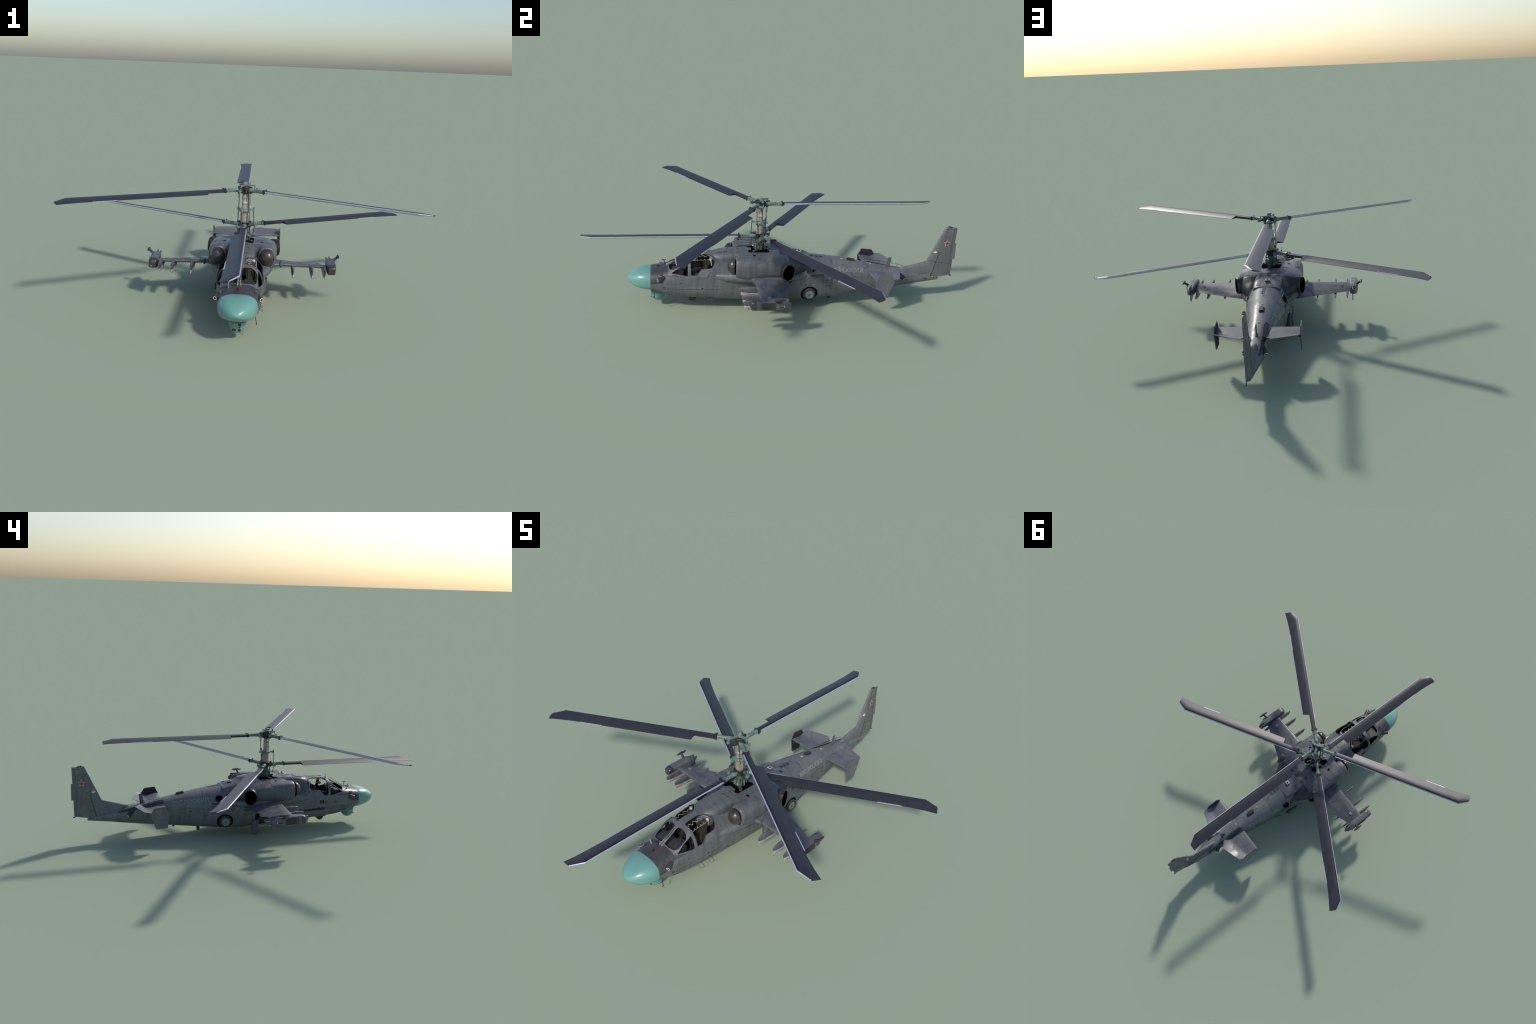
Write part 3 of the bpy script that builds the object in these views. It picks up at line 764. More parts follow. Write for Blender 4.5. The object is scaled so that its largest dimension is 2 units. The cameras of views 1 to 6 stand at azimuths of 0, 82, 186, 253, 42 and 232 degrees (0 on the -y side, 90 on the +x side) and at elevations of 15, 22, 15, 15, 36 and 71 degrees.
def finlamp(bm):
    for s in (1, -1):
        add_revolve(bm, (s*.009, .884, .2765), (s, 0, 0), [(-.004, .0075), (.002, .0072), (.005, .005), (.0062, .001)], 20, 0, True, 1.5)
part("fin_lamp", ['cream'], finlamp, FIN)
part("fin_hinge", ['soot'], lambda bm: [add_tube(bm, [(s*.011, .872, .283), (s*.013, .885, .281), (s*.012, .905, .279)], .0012) for s in (1, -1)], FIN)
part("tail_tip_lens", ['cyan'], lambda bm: add_revolve(bm, (0, .916, .1185), (0, 1, -.1), [(0, .005), (.003, .004), (.004, .001)], 16), BOOM)
part("warning_tape", ['orange'], lambda bm: [add_box(bm, (s*.0165, .876, .1345), (.002, .02, .0035), bev=.0005) for s in (1, -1)], BOOM)

for s in (1, -1):
    def stab(bm, s=s):
        rings = []
        camber = lambda t, hg: -.0125*t/hg if t < hg else -.0125+.0235*(t-hg)/(1-hg)
        for X, le, te, z, th, hg in ((.03, .502, .64, .1845, .0135, .72), (.05, .5025, .656, .185, .0135, .65), (.067, .503, .671, .1855, .013, .60), (.125, .505, .653, .1865, .0125, .585), (.184, .507, .634, .188, .011, .58), (.194, .508, .612, .188, .0105, .62)):
            rings.append([(s*X, y, z+camber((y-le)/(te-le), hg)+h) for y, h in airfoil(le, te, th, 16)])
        add_loop_grid(bm, rings)
    STAB = part("horizontal_stabilizer", ['plate'], stab, angle=60)
    def ep(bm, s=s):
        add_prism(bm, [(.503, .186), (.524, .2265), (.584, .221), (.607, .185), (.574, .1035), (.513, .1065)], 'x', s*.1905, s*.1955)
    plate = part("end_plate", ['plate', 'dark'], ep, STAB, bevel=.0015)
    for f in plate.data.polygons:
        if f.normal.x*s < -.5: f.material_index = 1
    part("end_plate_bullet", ['soot'], lambda bm: add_revolve(bm, (s*.186, .535, .166), (0, 1, 0), [(-.022, .001), (-.016, .005), (0, .0065), (.03, .006), (.034, .004)], 16), STAB)
# ------------------------------------------------------------------ rotors
def ring_pts(r, z, n, a0=0): return [(r*math.cos(a0+2*PI*i/n), r*math.sin(a0+2*PI*i/n), z) for i in range(n)]
LE_R = [(.108, .0160), (.30, .0158), (.60, .0155), (.862, .0150), (.885, .0000), (.905, -.0130), (.9145, -.0212)]
PITCH = math.radians(7)
def le_at(r):
    for (a, b), (c, d) in zip(LE_R, LE_R[1:]):
        if r <= c: return b+(d-b)*(r-a)/(c-a)
    return LE_R[-1][1]
def te_at(r):
    tb = [(.108, -.0125), (.2135, -.0135), (.2175, -.0495), (.80, -.0505), (.862, -.0543), (.895, -.0582), (.9145, -.0612)]
    for (a, b), (c, d) in zip(tb, tb[1:]):
        if r <= c: return b+(d-b)*(r-a)/(c-a)
    return tb[-1][1]
def blade_pt(r, c, h, sg):
    """span, chordwise (+ leading), height -> local, with collective pitch about the span axis"""
    return (r, sg*(c*math.cos(PITCH)-h*math.sin(PITCH)), c*math.sin(PITCH)+h*math.cos(PITCH))
BAND = .0135
def half_h(r, c):
    le, te = le_at(r), te_at(r); full = max(.0665, le-te) if r < .5 else le-te
    t = min(max((le-c)/full, 0), 1)
    k = .0128*(1 if r < .862 else 1-.55*(r-.862)/.056)
    h = k*(1.4845*math.sqrt(t)-.63*t-1.758*t*t+1.4215*t**3-.5075*t**4)
    if r < .2135: h = max(h, .0032)*1.0
    return max(h, .0006)
def make_blade(sg):
    bm = bmesh.new(); rs = [.108, .15, .2, .2134, .2135, .2175, .22, .3, .4, .5, .6, .7, .8, .84, .862, .872, .885, .895, .905, .911, .9145]
    rows = []
    for r in rs:
        le, te = le_at(r), te_at(r); w = le-te
        cs = [0, .04, .1, .2, .35, .55, .75, .9, 1.0]
        cs = [te+w*q for q in cs[::-1]]
        fix = sorted({round(c, 6) for c in cs}, reverse=True)
        up = [blade_pt(r, c, half_h(r, c), sg) for c in cs]; lo = [blade_pt(r, c, -half_h(r, c), sg) for c in cs]
        rows.append(up+lo[::-1])
    add_loop_grid(bm, rows)
    for f in bm.faces:
        f.material_index = 0
    bmesh.ops.recalc_face_normals(bm, faces=bm.faces)
    me = bpy.data.meshes.new("rotor_blade"); bm.to_mesh(me); bm.free()
    me.materials.append(M['blade'])
    me.polygons.foreach_set("use_smooth", [True]*len(me.polygons)); me.set_sharp_from_angle(angle=math.radians(35))
    return me
def make_strip(sg):
    """light metal erosion strip wrapped round the leading edge, with the black band behind it"""
    bm = bmesh.new()
    def wrap(rs, c0, c1, off, mat):
        rows = []
        for r in rs:
            le = le_at(r)
            cs = [le-c1+(c1-c0)*q for q in (0, .3, .6, .8, .92, 1.0)]; ct = [le-.0028+.0028*q for q in (0, .3, .6, .8, .92, 1.0)]
            if c0 == 0:
                row = [blade_pt(r, c+(off if q == 5 else 0), half_h(r, min(c, le))+off, sg) for q, c in enumerate(ct)]+[blade_pt(r, c+(off if q == 0 else 0), -half_h(r, c)-off, sg) for q, c in enumerate(cs[::-1])]
            else:
                row = [blade_pt(r, c, half_h(r, c)+off, sg) for c in cs]+[blade_pt(r, c, half_h(r, c)-.001, sg) for c in cs[::-1]]
            rows.append(row)
        add_loop_grid(bm, rows, True, True, mat)
    rs = span(.108, .862, 24)
    wrap(rs, 0, .0085, .0005, 0)
    wrap(span(.862, .9145, 6), 0, .0055, .0005, 0)
    wrap(rs, .0028, .0095, .0003, 1)
    bmesh.ops.recalc_face_normals(bm, faces=bm.faces)
    me = bpy.data.meshes.new("leading_edge_strip"); bm.to_mesh(me); bm.free()
    me.materials.append(M['silver']); me.materials.append(M['bladeband'])
    me.polygons.foreach_set("use_smooth", [True]*len(me.polygons)); me.set_sharp_from_angle(angle=math.radians(35))
    return me
def bm_mesh(name, mats, build):
    bm = bmesh.new(); build(bm); bmesh.ops.recalc_face_normals(bm, faces=bm.faces)
    me = bpy.data.meshes.new(name); bm.to_mesh(me); bm.free()
    for m in mats: me.materials.append(M[m])
    me.polygons.foreach_set("use_smooth", [True]*len(me.polygons)); me.set_sharp_from_angle(angle=math.radians(40))
    return me
def make_tab(sg):
    def b(bm):
        for z in (1,):
            pl = [(.652, -.0490), (.652, -.0532), (.76, -.0538), (.76, -.0490)]
            A = [bm.verts.new(blade_pt(r, c, .0011, sg)) for r, c in pl]; B = [bm.verts.new(blade_pt(r, c, -.0011, sg)) for r, c in pl]
            bm.faces.new(A); bm.faces.new(B)
            for i in range(4): bm.faces.new((A[i], A[(i+1) % 4], B[(i+1) % 4], B[i]))
    return bm_mesh("trim_tab", ['silver'], b)
def make_tip(sg):
    def b(bm):
        for c in (-.026, -.033):
            add_cyl(bm, blade_pt(.908, c, 0, sg), blade_pt(.9135, c-.001, 0, sg), .0022, .0018, 10, True, 0)
        p = blade_pt(.908, -.0195, .0025, sg); 
        add_cyl(bm, p, (p[0], p[1], p[2]+.0012), .0022, .0022, 10, True, 1)
    return bm_mesh("tip_weight", ['silver', 'dark'], b)
def make_sleeve(sg):
    def b(bm):
        add_revolve(bm, (0, sg*.002, 0), (1, 0, 0), [(.026, .0105), (.04, .0115), (.05, .0100), (.07, .0088), (.098, .0095), (.106, .0115)], 20, 0)
        add_box(bm, (.098, sg*.0015, 0), (.016, .026, .011), Matrix.Rotation(sg*PITCH, 3, 'X'), bev=.003, mat=0)
        add_box(bm, (.046, -sg*.021, -.002), (.016, .030, .009), bev=.002, mat=0)
        add_cyl(bm, (.046, -sg*.033, -.008), (.046, -sg*.033, .008), .0042, None, 12, True, 0)
        for k in range(4):
            for q in (1, -1):
                p = Vector((.06+.011*k, sg*.002+q*.0092, .004)); add_cyl(bm, p, p+Vector((0, q*.0022, .0006)), .0015, None, 8, True, 1)
    return bm_mesh("blade_sleeve", ['green', 'dark'], b)
def make_cuff(sg):
    def b(bm):
        add_box(bm, (.113, sg*.0018, 0), (.016, .034, .0145), Matrix.Rotation(sg*PITCH, 3, 'X'), bev=.003)
        for q in (-.011, .013):
            add_cyl(bm, (.110, sg*q, -.010), (.110, sg*q, .011), .0034, None, 12)
    return bm_mesh("blade_cuff", ['dark'], b)

HUB_Z = {'low': .3815, 'up': .5545}
for which, sg, az0 in (('low', 1, 30), ('up', -1, -30)):
    bl, st, tb, tp, sl, cf = make_blade(sg), make_strip(sg), make_tab(sg), make_tip(sg), make_sleeve(sg), make_cuff(sg)
    for k in range(3):
        ob = bpy.data.objects.new("rotor_blade", bl); bpy.context.scene.collection.objects.link(ob)
        ob.parent = ROOT; ob.location = (0, HUB_Y, HUB_Z[which]); ob.rotation_euler = (0, 0, math.radians(az0+120*k))
        for nm, me in (("leading_edge_strip", st), ("trim_tab", tb), ("tip_weight", tp), ("blade_sleeve", sl), ("blade_cuff", cf)):
            c = bpy.data.objects.new(nm, me); bpy.context.scene.collection.objects.link(c); c.parent = ob

A = lambda d, r, z: (r*math.cos(math.radians(d)), HUB_Y+r*math.sin(math.radians(d)), z)
C = lambda z: (0, HUB_Y, z)
def mast(bm):
    add_revolve(bm, C(0), (0, 0, 1), [(.455, .0135), (.475, .0140), (.478, .0128), (.485, .0128), (.486, .0135), (.50, .0135), (.501, .0128), (.512, .0128), (.514, .0145), (.522, .0145), (.524, .012), (.545, .012)], 28, 0)
    add_revolve(bm, C(0), (0, 0, 1), [(.488, .0139), (.4985, .0139)], 28, 1)
    add_revolve(bm, C(0), (0, 0, 1), [(.392, .0165), (.398, .0195), (.41, .0195), (.411, .0185), (.420, .0185), (.421, .0195), (.438, .0195), (.44, .0175), (.455, .0165)], 28, 0)
    add_revolve(bm, C(0), (0, 0, 1), [(.268, .05), (.288, .047), (.298, .041), (.305, .03), (.308, .02)], 32, 0)
    add_revolve(bm, C(0), (0, 0, 1), [(.55, .008), (.555, .0105), (.565, .0105), (.571, .007), (.574, .006), (.585, .0045), (.592, .004)], 20, 0)
MAST = part("rotor_mast", ['beige', 'offwhite'], mast)
def lower_gear(bm):
    add_revolve(bm, C(0), (0, 0, 1), [(.306, .024), (.310, .027), (.314, .027), (.318, .020), (.335, .0185), (.339, .026), (.346, .026), (.348, .02), (.362, .017), (.366, .021)], 30, 0)
    for k in range(6):
        d = 60*k+10; add_box(bm, A(d, .0235, .326), (.014, .004, .028), Matrix.Rotation(math.radians(d), 3, 'Z'), bev=.001, mat=1)
    for k in range(3):
        d = 120*k+200
        add_prism_r = [A(d-14, .03, .308), A(d+14, .03, .308), A(d+6, .058, .311), A(d-6, .058, .311)]
        lo = [bm.verts.new((x, y, z-.003)) for x, y, z in add_prism_r]; hi = [bm.verts.new((x, y, z+.003)) for x, y, z in add_prism_r]
        bm.faces.new(lo); bm.faces.new(hi)
        for i in range(4): bm.faces.new((lo[i], lo[(i+1) % 4], hi[(i+1) % 4], hi[i]))
        d = 120*k+60
        add_tube(bm, [A(d, .022, .343), A(d, .04, .332), A(d+4, .047, .337)], .0042, 8, 1)
        add_box(bm, A(d, .03, .338), (.03, .007, .012), Matrix.Rotation(math.radians(d), 3, 'Z'), bev=.002, mat=1)
part("lower_swashplate", ['darkgreen', 'green'], lower_gear, MAST)
def hub(z, a0, arms):
    def b(bm):
        add_revolve(bm, C(0), (0, 0, 1), [(z-.020, .015), (z-.016, .021), (z-.012, .022), (z-.008, .020), (z+.008, .020), (z+.012, .021), (z+.017, .0165)], 24, 0)
        for k in range(3):
            d = a0+120*k
            add_box(bm, A(d, .03, z), (.026, .022, .02), Matrix.Rotation(math.radians(d), 3, 'Z'), bev=.004, mat=1)
            add_cyl(bm, A(d, .032, z-.016), A(d, .032, z+.016), .0065, None, 14, True, 2)
            d2 = d+60
            add_cyl(bm, A(d2, .018, z-.012), A(d2, .026, z+.012), .005, .004, 10, True, 2)
    return b
part("rotor_hub", ['dark', 'darkgreen', 'dark'], hub(HUB_Z['low'], 30, True), MAST)
part("rotor_hub", ['dark', 'darkgreen', 'dark'], hub(HUB_Z['up'], -30, True), MAST)
def spider(bm):
    for k in range(3):
        d = -30+120*k+35
        rows = []
        for t in span(0, 1, 6):
            rad = .006+.042*t; hw = .0085*(1-.55*t); z = .580-.006*t*t; th = .0022+.002*math.sin(PI*t)
            cx, cy, _ = A(d, rad, 0); q = Vector((-math.sin(math.radians(d)), math.cos(math.radians(d)), 0))
            p = Vector((cx, cy, z))
            rows.append([p-q*hw, p+q*hw, p+q*hw*.8-Vector((0, 0, th*1.6)), p-q*hw*.8-Vector((0, 0, th*1.6))])
        add_loop_grid(bm, rows)
        add_cyl(bm, A(d, .046, .569), A(d, .046, .578), .0035, None, 12)
    for k in range(2): add_box(bm, A(20+180*k, .008, .587), (.009, .005, .007), Matrix.Rotation(.35, 3, 'Z'), bev=.0012)
    add_revolve(bm, C(0), (0, 0, 1), [(.574, .010), (.583, .009), (.585, .006)], 20)
part("rotor_head_spider", ['green'], spider, MAST, bevel=.0008)
def swash(bm):
    add_revolve(bm, C(0), (0, 0, 1), [(.446, .019), (.448, .0255), (.453, .0265), (.458, .0265), (.461, .024), (.463, .018)], 30, 0)
    for k in range(3):
        d = 120*k+15
        add_box(bm, A(d, .034, .4555), (.026, .009, .008), Matrix.Rotation(math.radians(d), 3, 'Z'), bev=.002, mat=0)
        add_cyl(bm, A(d, .045, .448), A(d, .045, .466), .0042, None, 12, True, 0)
        d2 = d+60
        if k == 1: continue
        add_box(bm, A(d2, .031, .452), (.016, .008, .007), Matrix.Rotation(math.radians(d2), 3, 'Z'), bev=.0015, mat=0)
        add_box(bm, A(d2, .0225, .425), (.005, .007, .05), Matrix.Rotation(math.radians(d2), 3, 'Z'), bev=.002, mat=0)
        add_box(bm, A(d2, .0235, .402), (.007, .011, .016), Matrix.Rotation(math.radians(d2), 3, 'Z'), bev=.003, mat=0)
part("upper_swashplate", ['green'], swash, MAST)
def rods(bm):
    for k in range(3):
        d = 120*k
        # blade horns up to the spider
        add_cyl(bm, A(d+5, .046, .545), A(d+5, .046, .575), .0017, None, 8)
        # upper control rods from the swashplate
        add_cyl(bm, A(d+75, .030, .458), A(d+70, .027, .545), .0020, None, 8)
        add_cyl(bm, A(d+68, .033, .512), A(d+62, .035, .56), .0014, None, 8)
        # lower rotor pitch links
        add_cyl(bm, A(d+15, .045, .45), A(d+12, .048, .375), .0022, None, 8)
        add_cyl(bm, A(d-6, .052, .378), A(d+2, .044, .338), .0020, None, 8)
        add_cyl(bm, A(d+100, .03, .37), A(d+90, .033, .315), .0026, None, 8)
        add_tube(bm, [A(d+50, .028, .30), A(d+48, .036, .325), A(d+52, .03, .35)], .0014, 6)
part("control_rod", ['darkgreen'], rods, MAST)
def clutter(bm):
    rnd = random.Random(3)
    for z0, z1, r0, r1 in ((.365, .40, .016, .03), (.535, .57, .014, .028), (.318, .35, .02, .034)):
        for i in range(16):
            d = rnd.uniform(0, 360); r = rnd.uniform(r0, r1); z = rnd.uniform(z0, z1)
            if rnd.random() < .5: add_cyl(bm, A(d, r, z-.004), A(d+rnd.uniform(-8, 8), r, z+.004), rnd.uniform(.0015, .003), None, 8, True, rnd.randint(0, 1))
            else: add_box(bm, A(d, r, z), (rnd.uniform(.004, .009), .004, rnd.uniform(.003, .008)), Matrix.Rotation(math.radians(d), 3, 'Z'), bev=.0008, mat=rnd.randint(0, 1))
cl = part("hub_fitting", ['darkgreen', 'dark'], clutter, MAST); cl["kind"] = "stuff"

# ------------------------------------------------------------------ undercarriage, gun, turret
for s in (1, -1):
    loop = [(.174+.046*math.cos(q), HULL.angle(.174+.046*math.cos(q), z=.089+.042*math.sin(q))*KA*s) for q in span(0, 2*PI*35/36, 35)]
    patch("wheel_well_disc", HULL, loop, .0012, ['black'], MID)  # black disc laid over the skin to stand for the well
    def tyre(bm, s=s):
        prof = [(-.02, .020), (-.018, .030), (-.013, .0345), (-.006, .036), (.004, .036), (.011, .0345), (.0155, .031), (.017, .026), (.0155, .0225)]
        add_revolve(bm, (s*.099, .173, .0885), (s, 0, 0), prof, 40, 0, False)
    W = part("main_wheel", ['tyre'], tyre)
    def rim(bm, s=s):
        add_revolve(bm, (s*.099, .173, .0885), (s, 0, 0), [(.010, .0228), (.0152, .0226), (.016, .0215), (.0148, .0195), (.0145, .012), (.0155, .0075), (.0165, .006)], 32, 0)
        add_revolve(bm, (s*.099, .173, .0885), (s, 0, 0), [(.0155, .0045), (.0182, .004), (.0184, .0005)], 16, 1)
        for k in range(10):
            q = 2*PI*k/10; c = Vector((s*.1135, .173+.0165*math.cos(q), .0885+.0165*math.sin(q))); add_cyl(bm, c, c+Vector((s*.0018, 0, 0)), .0011, None, 8, True, 1)
    part("wheel_rim", ['rim', 'dark'], rim, W)
def nosewheel(bm):
    for s in (1, -1):
        add_revolve(bm, (s*.012, -.437, .0445), (s, 0, 0), [(-.006, .010), (-.006, .018), (-.003, .0212), (.003, .0212), (.006, .018), (.006, .010)], 28, 0)
        add_revolve(bm, (s*.012, -.437, .0445), (s, 0, 0), [(-.005, .012), (.005, .012)], 20, 1)
    add_cyl(bm, (0, -.437, .0445), (0, -.425, .09), .005, None, 12, True, 1)
part("nose_wheel", ['tyre', 'rim'], nosewheel)
part("wheel_bay_door", ['hull'], lambda bm: [add_box(bm, (s*.026, -.43, .058), (.002, .075, .02), bev=.0006) for s in (1, -1)])
part("drain_plug", ['red'], lambda bm: add_cyl(bm, (-.03, -.405, .047), (-.03, -.405, .062), .004))

TUR = Vector((.0, -.618, .073))
def turret(bm):
    rings = []
    for t in span(-1, 1, 22):
        q = t*PI/2*.985; r = .0385*math.cos(q)**.75; z = TUR.z+(.041 if q < 0 else .03)*math.sin(q)
        rings.append([(TUR.x+r*math.cos(2*PI*i/40), max(TUR.y+r*math.sin(2*PI*i/40), TUR.y-.0335), z) for i in range(40)])
    add_loop_grid(bm, rings)
TURRET = part("sensor_turret", ['turret'], turret, angle=35)
for x, z, r, m in ((-.011, .0785, .0058, 'amber'), (-.011, .0655, .0048, 'amber'), (.011, .0785, .0062, 'lens'), (.011, .066, .0032, 'lens'), (.0105, .054, .0058, 'lens')):
    part("sensor_lens", [m, 'dark'], lambda bm: (add_revolve(bm, (x, TUR.y-.0332, z), (0, -1, 0), [(-.002, r), (.0008, r*.9), (.0009, .0003)], 20, 0), add_revolve(bm, (x, TUR.y-.0332, z), (0, -1, 0), [(-.002, r*1.15), (.0006, r*1.12), (.0007, r*.9)], 20, 1, False)), TURRET)
part("sensor_lens", ['dark'], lambda bm: add_box(bm, (-.0125, TUR.y-.0335, .054), (.017, .003, .0075), bev=.001), TURRET)
part("turret_collar", ['hull'], lambda bm: add_revolve(bm, (TUR.x, TUR.y+.008, .084), (0, 0, 1), [(0, .045), (.02, .05)], 32), TURRET)

def gun(bm):
    add_cyl(bm, (-.088, -.03, .098), (-.091, -.29, .112), .0065, .0055, 16, True, 0)
    add_cyl(bm, (-.091, -.29, .112), (-.093, -.415, .119), .0045, .004, 14, True, 0)
    add_cyl(bm, (-.093, -.405, .1185), (-.093, -.43, .1205), .0068, .0062, 14, True, 0)
    add_box(bm, (-.075, -.06, .085), (.03, .08, .028), bev=.004, mat=0)
    add_prism(bm, [(-.095, .052), (-.03, .052), (-.03, .06), (-.07, .066), (-.095, .075)], 'x', -.108, -.085, 1)
GUN = part("cannon", ['dark', 'podgrey'], gun)
def drum(bm):
    c = Vector((-.095, -.005, 0))
    add_revolve(bm, c, (0, 0, 1), [(0, .018), (.003, .0205), (.026, .0205), (.028, .0185), (.031, .0185), (.033, .0205), (.052, .0205), (.055, .022), (.085, .022)], 28)
part("gun_mount_post", ['podgrey'], drum, GUN)
part("belly_canister", ['podgrey'], lambda bm: (drum(bm), bmesh.ops.transform(bm, matrix=Matrix.Translation((.198, .008, .003)), verts=bm.verts)), MID)
def blister(bm):
    for s in (1, -1):
        bmesh.ops.create_uvsphere(bm, u_segments=28, v_segments=16, radius=1, matrix=Matrix.Translation((s*.103, .058, .137)) @ Matrix.Diagonal((.018, .03, .021, 1)))
part("flank_blister", ['hull'], blister, MID)

# belly antennas
part("belly_antenna", ['soot'], lambda bm: add_prism(bm, [(.298, .05), (.316, .05), (.314, .012), (.298, .012)], 'x', -.003, .003), BOOM, bevel=.0006)
part("belly_antenna", ['soot'], lambda bm: add_prism(bm, [(.441, .07), (.456, .07), (.454, .044), (.442, .044)], 'x', -.003, .003), BOOM, bevel=.0006)
part("belly_plate", ['hull'], lambda bm: (add_box(bm, (0, .6, .078), (.03, .07, .006), Matrix.Rotation(.1, 3, 'X'), bev=.002), add_box(bm, (.045, -.345, .048), (.03, .035, .014), bev=.003), add_box(bm, (.0, .1, .027), (.05, .06, .01), bev=.003)), MID)
def footstep(bm):
    for pts in ([(.085, -.435, .072), (.106, -.435, .063), (.106, -.412, .063), (.085, -.412, .072)], [(.085, -.372, .07), (.106, -.372, .058), (.106, -.352, .058), (.085, -.352, .07)]):
        add_tube(bm, pts, .0009, 6)
part("foot_step", ['dark'], footstep, COCKPIT)
def ladder(bm):
    for y in (-.4155, -.397): add_box(bm, (-.1105, y, .167), (.005, .004, .022))
    add_box(bm, (-.1105, -.406, .165), (.005, .02, .004)); add_tube(bm, [(-.109, -.438, .158), (-.1125, -.434, .166), (-.1125, -.429, .167), (-.109, -.426, .16)], .0016, 6)
part("grab_handle", ['dark'], ladder, COCKPIT)

# nose lamps, probes, wipers
for s in (1, -1):
    def lamp(bm, s=s):
        a = Vector((s*.078, -.575, .187)); b = Vector((s*.0985, -.614, .1795))
        add_revolve(bm, a, b-a, [(0, .009), (.01, .0115), (.044, .0098), (.0455, .0094)], 24, 0)
        add_revolve(bm, b, b-a, [(-.001, .0092), (.0012, .0088), (.0014, .0058), (.0002, .0056)], 24, 1, False)
        add_revolve(bm, b, b-a, [(0, .0058), (.0006, .0005)], 20, 2)
    part("missile_warning_lamp", ['glare', 'cream', 'dark'], lamp, COCKPIT)
    part("angle_vane", ['podgrey'], lambda bm: (add_cyl(bm, (s*.072, -.606, .2), (s*.079, -.606, .212), .003, .002), add_box(bm, (s*.075, -.598, .206), (.014, .012, .004), Matrix.Rotation(s*.7, 3, 'Y'), bev=.001), add_tube(bm, [(s*.085, -.586, .19), (s*.096, -.60, .212)], .0012, 6)), COCKPIT)
part("pitot_probe", ['silver'], lambda bm: (add_prism(bm, [(-.590, .212), (-.583, .213), (-.591, .248), (-.596, .249)], 'x', -.0445, -.0415), ), COCKPIT)
part("air_sensor", ['dark'], lambda bm: (add_cyl(bm, (-.012, -.577, .224), (-.009, -.583, .249), .0022, .0016), add_tube(bm, [(-.009, -.573, .2505), (-.009, -.595, .2495)], .0022, 6), add_box(bm, (-.001, -.611, .222), (.006, .012, .006), bev=.001)), COCKPIT)
part("red_cover", ['red'], lambda bm: add_box(bm, (.002, -.598, .2225), (.005, .012, .006), Matrix.Rotation(-.15, 3, 'X'), bev=.002), COCKPIT)
part("wiper_arm", ['beige', 'dark'], lambda bm: [(add_tube(bm, [(s*.006, -.566, .229), (s*.006, -.552, .2385), (s*.006, -.535, .250)], .0014, 6, 0), add_tube(bm, [(s*.004, -.545, .2445), (s*.005, -.495, .279)], .0011, 6, 1), add_revolve(bm, (s*.007, -.568, .2265), (0, -.2, 1), [(0, .004), (.004, .0035)], 12, 0)) for s in (1, -1)], COCKPIT)
part("cockpit_aerial", ['dark'], lambda bm: (add_cyl(bm, (-.02, -.455, .288), (-.02, -.457, .312), .0012, .0008), add_revolve(bm, (-.02, -.455, .288), (0, 0, 1), [(0, .006), (.003, .004)], 12)), COCKPIT)
part("nose_probe", ['dark'], lambda bm: (add_tube(bm, [(.074, -.632, .116), (.0815, -.635, .08)], .0018, 6), add_tube(bm, [(.0815, -.642, .079), (.0815, -.63, .0795)], .0022, 6)), COCKPIT)
part("marking_triangle", ['red'], lambda bm: [add_tube(bm, [Vector(HULL.at(y, s*HULL.angle(y, z=z)))+Vector((s*.0003, 0, 0)) for y, z in (P, Q)], .0008, 6) for s in (1, -1) for P, Q in (((-.331, .234), (-.319, .234)), ((-.319, .234), (-.325, .2245)), ((-.325, .2245), (-.331, .234)))], COCKPIT)

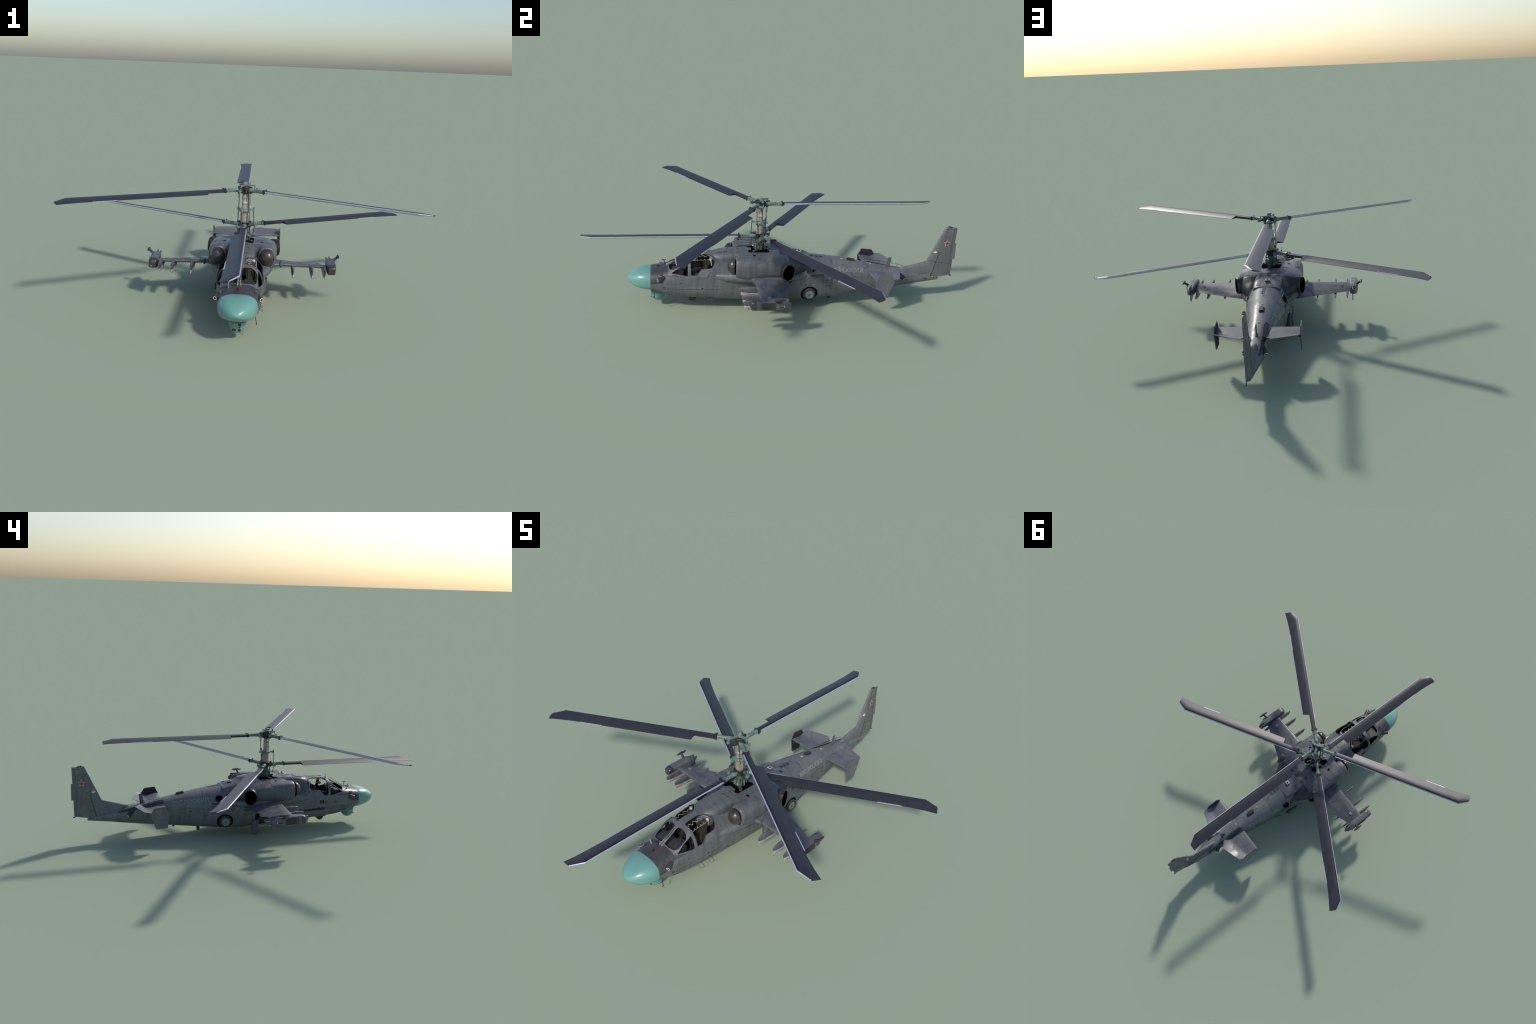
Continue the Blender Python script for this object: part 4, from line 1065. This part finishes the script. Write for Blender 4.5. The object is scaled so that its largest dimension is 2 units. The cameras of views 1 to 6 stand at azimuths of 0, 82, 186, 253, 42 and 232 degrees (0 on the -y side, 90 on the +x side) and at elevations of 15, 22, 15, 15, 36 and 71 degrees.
# flank fittings
def surf(y, z, s): 
    a = s*HULL.angle(y, z=z); return Vector(HULL.at(y, a)), Vector(HULL.normal(y, a))
def zloop(pts, s): return densify([(y, s*HULL.angle(y, z=z)*KA) for y, z in pts], .005)
rect = lambda y0, y1, z0, z1: [(y0, z0), (y1, z0), (y1, z1), (y0, z1)]
for s in (1, -1):
    patch("louvre_patch", HULL, zloop(rect(.178, .25, .184, .196), s), .001, ['grille'], MID)  # dark patch added on the flank; no slots are cut
    for i in range(6): pass
    patch("cyan_panel", HULL, zloop(rect(.279, .288, .1515, .159), s), .0008, ['cyan'], MID)
    patch("flank_hatch", HULL, zloop([(.158, .205), (.18, .205), (.18, .222), (.165, .243), (.155, .243)], s), .0012, ['vent'], MID)
    def lines(bm, s=s):
        for ln in ([(.133, .145), (.136, .158), (.165, .176), (.19, .178), (.255, .1785)], [(-.33, .187), (-.2, .182)], [(.29, .165), (.43, .168), (.44, .163)], [(.29, .165), (.29, .10)], [(.262, .146), (.29, .146)], [(.265, .127), (.29, .127)], [(-.555, .13), (-.44, .127), (-.3, .127)], [(.24, .175), (.248, .16), (.30, .16)]):
            for (a, b), (c, d) in zip(ln, ln[1:]):
                pp = []
                for i in range(7):
                    y, z = a+(c-a)*i/6, b+(d-b)*i/6; p, n = surf(y, z, s); pp.append(p)
                add_tube(bm, pp, .0008, 5)
    part("panel_line", ['seam'], lines, MID)  # dark tubes run along the skin to stand for gaps
    def bolts(bm, s=s):
        rnd = random.Random(11)
        for y, z in [(-.626, .106), (-.57, .106), (-.395, .10), (-.30, .232), (-.2, .175), (-.18, .11), (.03, .12), (.12, .125), (.83, .128), (.60, .13), (.33, .15)]+[(rnd.uniform(-.6, .55), rnd.uniform(.085, .18)) for _ in range(26)]:
            p, n = surf(y, z, s); add_box(bm, p, (.002, rnd.uniform(.003, .009), rnd.uniform(.002, .006)), bev=.0004)
    q = part("access_latch", ['dark'], bolts, MID); q["kind"] = "stuff"
    def ringmark(bm, s=s):
        for y, z, r in ((-.582, .134, .007), (.84, .127, .006)):
            p, n = surf(y, z, s); add_revolve(bm, p, n, [(-.001, r), (.0008, r), (.001, r*.72), (-.001, r*.7)], 20, 0, False)
    part("static_port", ['dark'], ringmark, MID)
    def flare(bm, s=s):
        a = Vector((s*.028, .672, .166)); b = Vector((s*.048, .708, .1395))
        add_revolve(bm, a, b-a, [(0, .010), (.02, .0118), (.046, .0105), (.048, .0095)], 22, 0)
        add_revolve(bm, b, b-a, [(-.001, .0092), (.0012, .0086), (.0014, .006), (0, .0058)], 22, 1, False)
        add_revolve(bm, b, b-a, [(0, .006), (.0006, .0005)], 20, 2)
    part("tail_warning_lamp", ['soot', 'cream', 'dark'], flare, BOOM)
p, n = surf(.207, .2185, -1)
part("vent_outlet_disc", ['soot', 'black'], lambda bm: (add_revolve(bm, p, n, [(-.008, .0215), (.003, .021), (.0042, .0195), (.002, .0185)], 30, 0, False), add_revolve(bm, p, n, [(.0025, .0188), (.0026, .0004)], 30, 1, False)), MID)  # flat black disc fills the ring where the outlet would open
p2, n2 = surf(.19, .2155, 1)
part("vent_outlet_disc", ['soot', 'black'], lambda bm: (add_revolve(bm, p2, n2, [(-.004, .0085), (.003, .008), (.0035, .0065)], 24, 0, False), add_revolve(bm, p2, n2, [(.002, .0068), (.0022, .0004)], 24, 1, False)), MID)  # smaller ring, likewise filled by a flat black disc
patch("spine_stripe", HULL, densify([(.512, -HULL.angle(.512, z=.2125)*KA), (.56, -HULL.angle(.56, z=.2035)*KA), (.755, -HULL.angle(.755, z=.160)*KA), (.75, -HULL.angle(.75, z=.154)*KA), (.6, -HULL.angle(.6, z=.180)*KA), (.51, -HULL.angle(.51, z=.200)*KA)], .005), .0035, ['soot'], BOOM, thick=.003)
def wire(bm):
    pts = []
    for i, y in enumerate(span(.53, .735, 12)):
        q, m = surf(y, .210-.19*(y-.53), -1); h = .012 if 0 < i < 12 else 0
        pts.append(q+m*h*min(1, i/2, (12-i)/2)+Vector((0, 0, h*.5)))
    add_tube(bm, pts, .0009, 6)
    for i in (3, 9): add_tube(bm, [pts[i], surf(span(.53, .735, 12)[i], .205-.19*(span(.53, .735, 12)[i]-.53), -1)[0]], .0009, 6)
part("wire_antenna", ['dark'], wire, BOOM)
def roofclutter(bm):
    for x, y, z, w, l in ((.035, .12, .283, .002, .05), (-.04, .10, .287, .002, .04), (.055, .09, .28, .002, .05)): add_box(bm, (x, y, z), (w, l, .003), Matrix.Rotation(-.12, 3, 'X'))
    for x, y in ((.02, -.17), (-.03, -.19), (.0, .155), (.01, .26), (-.02, .15)):
        z = max(DOG.at(y, 0)[2] if y < .17 else 0, HULL.at(y, 0)[2]); add_tube(bm, [(x, y-.006, z-.002), (x, y-.005, z+.009), (x, y+.005, z+.009), (x, y+.006, z-.002)], .0009, 6)
    add_box(bm, (.01, -.205, .3165), (.008, .005, .003), bev=.001)
part("roof_handle", ['dark'], roofclutter, DOGHOUSE)

# outlined lettering along the boom, bent onto the skin
def lettering(s):
    cu = bpy.data.curves.new("lettering", 'FONT'); cu.body = "\u0412\u0412\u0421 \u0420\u041e\u0421\u0421\u0418\u0418"
    cu.fill_mode = 'NONE'; cu.bevel_depth = 0.024; cu.bevel_resolution = 0; cu.resolution_u = 3; cu.size = 1.0
    tmp = bpy.data.objects.new("tmp", cu); bpy.context.scene.collection.objects.link(tmp)
    dg = bpy.context.evaluated_depsgraph_get(); dg.update()
    me = bpy.data.meshes.new_from_object(tmp.evaluated_get(dg)); bpy.data.objects.remove(tmp)
    co = np.array([v.co[:] for v in me.vertices]); lo, hi = co.min(0), co.max(0)
    for v in me.vertices:
        u = (v.co.x-lo[0])/(hi[0]-lo[0]); w = (v.co.y-lo[1])/(hi[1]-lo[1])
        y = (.264+.207*u) if s > 0 else (.471-.207*u)
        z = .206+.0205*w-.0985*(y-.264)
        p, n = surf(y, z, s); v.co = p+n*(0.0005+v.co.z*.012)
    ob = link("lettering", me, BOOM, ['letter'], False)
for s in (1, -1): lettering(s)
